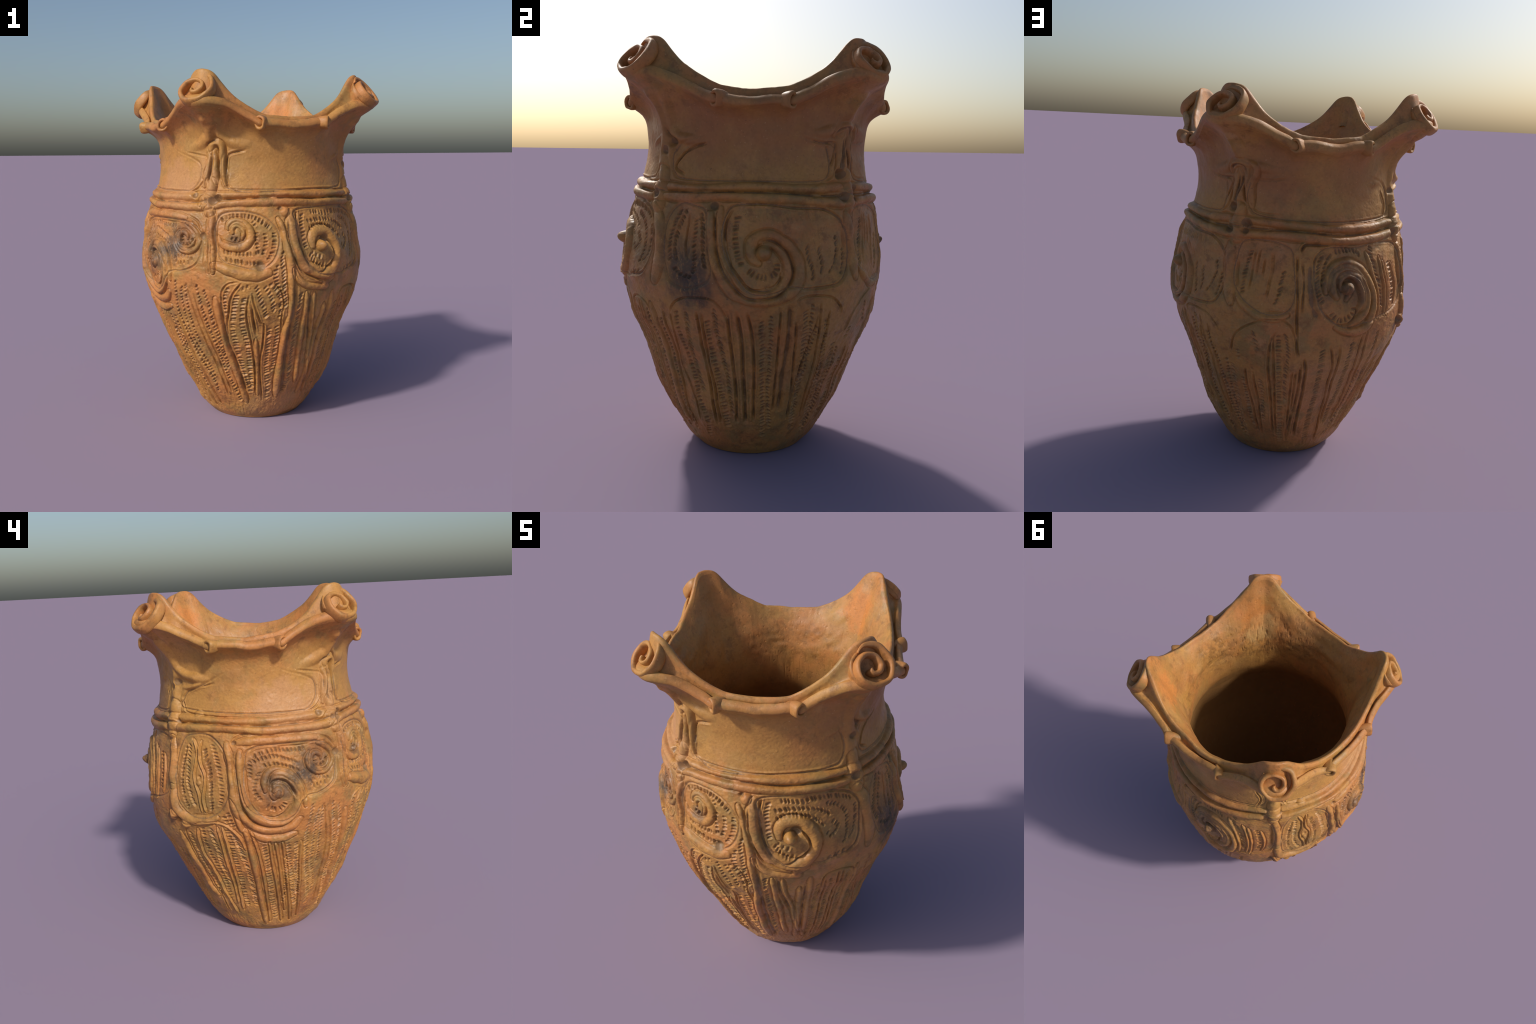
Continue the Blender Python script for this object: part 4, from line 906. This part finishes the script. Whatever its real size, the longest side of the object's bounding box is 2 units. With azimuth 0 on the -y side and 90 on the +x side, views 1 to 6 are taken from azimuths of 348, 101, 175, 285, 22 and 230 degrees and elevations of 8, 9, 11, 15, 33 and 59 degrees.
def cut(name, codes, parent, mat):
    sel = np.isin(fcode, codes); f = quads[sel]
    idx, inv = np.unique(f, return_inverse=True)
    inv = inv.reshape(-1).astype(np.int32)
    me = bpy.data.meshes.new(name)
    me.vertices.add(len(idx)); me.vertices.foreach_set('co', co[idx].reshape(-1))
    me.loops.add(len(inv)); me.loops.foreach_set('vertex_index', inv)
    me.polygons.add(len(f)); me.polygons.foreach_set('loop_start', np.arange(0, len(inv), 4, dtype=np.int32))
    me.polygons.foreach_set('use_smooth', np.ones(len(f), bool))
    me.update(calc_edges=True)
    me.normals_split_custom_set_from_vertices(vn[idx].tolist())
    me.materials.append(mat)
    if mat is outer_clay:
        me.materials.append(dark_cut_clay)
        me.polygons.foreach_set('material_index', fdark_cut[sel].astype(np.int32))
    ob = bpy.data.objects.new(name, me); scene.collection.objects.link(ob); ob.parent = parent
    return ob


parts = {}
for k, nm in enumerate(PARTS):
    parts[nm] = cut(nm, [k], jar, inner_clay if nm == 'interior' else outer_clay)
OWNER = {'hairpin': 'neck', 'neck_rib': 'neck', 'waist_cordon': 'body'}
SUB = {'spiral': 'spiral_cordon', 'frame': 'frame_cordon', 'post': 'post_cordon'}
for k, nm in lab_names.items():
    cut(SUB.get(nm, nm), [k], parts[OWNER.get(nm, 'body')], outer_clay)


def mesh_object(name, verts, faces, parent):
    me = bpy.data.meshes.new(name); me.from_pydata([tuple(v) for v in verts], [], faces)
    me.polygons.foreach_set('use_smooth', [True] * len(me.polygons)); me.materials.append(outer_clay)
    me.update()
    ob = bpy.data.objects.new(name, me); scene.collection.objects.link(ob); ob.parent = parent
    return ob


def wall_frame(a, r, z):
    t = math.radians(a)
    outw = np.array([math.sin(t), -math.cos(t), 0]); east = np.array([math.cos(t), math.sin(t), 0])
    c = np.array([AXIS_X[0] + AXIS_X[1] * z, AXIS_Y[0] + AXIS_Y[1] * z + .010, z]) + outw * r
    return c, outw, east


UPV = np.array([0, 0, 1.0])


COIL_DEG = [-25, 0, 45, 90, 180, 270, 360, 450, 540, 610]
COIL_R = [.080, .092, .099, .095, .080, .076, .052, .043, .030, .012]
COIL_BACK = [-.022, -.010, -.004, .000, -.002, .002, .006, .005, .0, -.006]


def scroll(a, r, z, size, tilt, seed):
    """the strip of the rim rolled up into a scroll on a peak, on its blunt cone"""
    g = np.random.default_rng(seed)
    c, outw, east = wall_frame(a, r, z)
    n = outw * math.cos(tilt) + UPV * math.sin(tilt); v = UPV * math.cos(tilt) - outw * math.sin(tilt)
    M = 190
    verts, faces = [], []
    sec = []
    # rounded-bar section: across (thickness) and depth (front to back)
    K = 16
    for k in range(K):
        q = 2 * math.pi * k / K
        cx, sx = math.cos(q), math.sin(q)
        sec.append((math.copysign(abs(cx) ** .7, cx), math.copysign(abs(sx) ** .8, sx)))
    ph = g.uniform(0, 6, 8)
    for i in range(M + 1):
        t = i / M
        deg = COIL_DEG[0] + t * (COIL_DEG[-1] - COIL_DEG[0])
        phi = math.radians(deg)
        rr = size * np.interp(deg, COIL_DEG, COIL_R) * (1 + .025 * math.sin(3 * phi + ph[0]) + .015 * math.sin(7 * phi + ph[1]))
        th = .0140 * min(1, .25 + t / .10) * (1 + .12 * math.sin(9 * t + ph[2]) + .08 * math.sin(31 * t + ph[3])) * (1 - .15 * t)
        back = np.interp(deg, COIL_DEG, COIL_BACK) + .004 * math.sin(6 * t + ph[4])
        depth = .016 + .042 * min(max(t - .03, 0) / .11, 1)
        if t > .96: th *= math.sqrt(max(1 - ((t - .96) / .04) ** 2, .02))
        er = east * math.sin(phi) + v * math.cos(phi)
        for (sx, sy) in sec:
            p = c + er * (rr + th * sx) + n * (back - depth * (1 - sy) * .5 + .0012 * math.sin(40 * t + 5 * sx + ph[5]))
            verts.append(p)
    for i in range(M):
        for k in range(K):
            k2 = (k + 1) % K
            faces.append((i * K + k, i * K + k2, (i + 1) * K + k2, (i + 1) * K + k))
    faces.append(tuple(range(K))[::-1]); faces.append(tuple(M * K + k for k in range(K)))
    # cone behind the coil, hollowed a little in front
    o0 = len(verts); Q = 40
    rings = [(-.050, .002), (-.048, .03), (-.044, .058), (-.034, .076), (-.034, .090), (-.060, .078), (-.085, .072), (-.115, .060), (-.15, .045)]
    for d, q in rings:
        drop = max(-d - .03, 0)
        for k in range(Q):
            t = 2 * math.pi * k / Q
            m = 1 + .03 * math.sin(2 * t + ph[6]) + .02 * math.sin(5 * t + ph[7])
            verts.append(c + n * d + (east * math.sin(t) + v * math.cos(t)) * q * m * size - UPV * drop * .25)
    for i in range(len(rings) - 1):
        for k in range(Q):
            k2 = (k + 1) % Q
            faces.append((o0 + i * Q + k, o0 + (i + 1) * Q + k, o0 + (i + 1) * Q + k2, o0 + i * Q + k2))
    return mesh_object('scroll', verts, [tuple(reversed(f)) for f in faces], parts['rim'])


for a, r, z, s in ((325.2, .704, 1.903, 1.0), (54.2, .734, 1.908, 1.02), (144.4, .740, 1.904, 1.02), (236.0, .720, 1.894, 1.0)):
    scroll(a, r, z, s, math.radians(39), int(a))


def knob(a, r, z, side, seed):
    """hollow end of the rolled outer lip: a short blunt cone with a round hole"""
    g = np.random.default_rng(seed)
    i = int(round(a / DAZ)) % NC                      # sit on the lip as it really runs here
    c, outw, east = wall_frame(a, max(r - .004, r_out[i] + .008), z_out[i] + .026)
    ax = east * side * .56 + outw * .83 + UPV * -.02; ax /= np.linalg.norm(ax)
    u = np.cross(ax, UPV); u /= np.linalg.norm(u); w = np.cross(u, ax)
    prof_ = [(-.085, .012), (-.055, .022), (-.030, .028), (-.012, .030), (.002, .0305), (.010, .029), (.0135, .0255), (.012, .0195), (.005, .0165), (-.014, .0145), (-.034, .012), (-.040, .002)]
    K = 26; verts = []; faces = []
    ph = g.uniform(0, 6, 4)
    for i, (d, q) in enumerate(prof_):
        for k in range(K):
            t = 2 * math.pi * k / K
            m = 1 + .07 * math.sin(2 * t + ph[0]) + .05 * math.sin(3 * t + ph[1]) + .03 * math.sin(5 * t + ph[2] + i * .4)
            verts.append(c + ax * d + (u * math.cos(t) + w * math.sin(t) * 1.08) * q * 1.12 * m)
    for i in range(len(prof_) - 1):
        for k in range(K):
            k2 = (k + 1) % K
            faces.append((i * K + k, i * K + k2, (i + 1) * K + k2, (i + 1) * K + k))
    return mesh_object('knob', verts, [tuple(reversed(f)) for f in faces], parts['rim'])


for a, r, z, side in ((353.8, .612, 1.712, -1), (29.2, .640, 1.716, 1), (86.4, .630, 1.715, -1), (115.3, .640, 1.706, 1),
                      (173.1, .625, 1.704, -1), (208.2, .622, 1.699, 1), (265.1, .630, 1.704, -1), (298.8, .618, 1.702, 1)):
    knob(a, r, z, side, int(a))
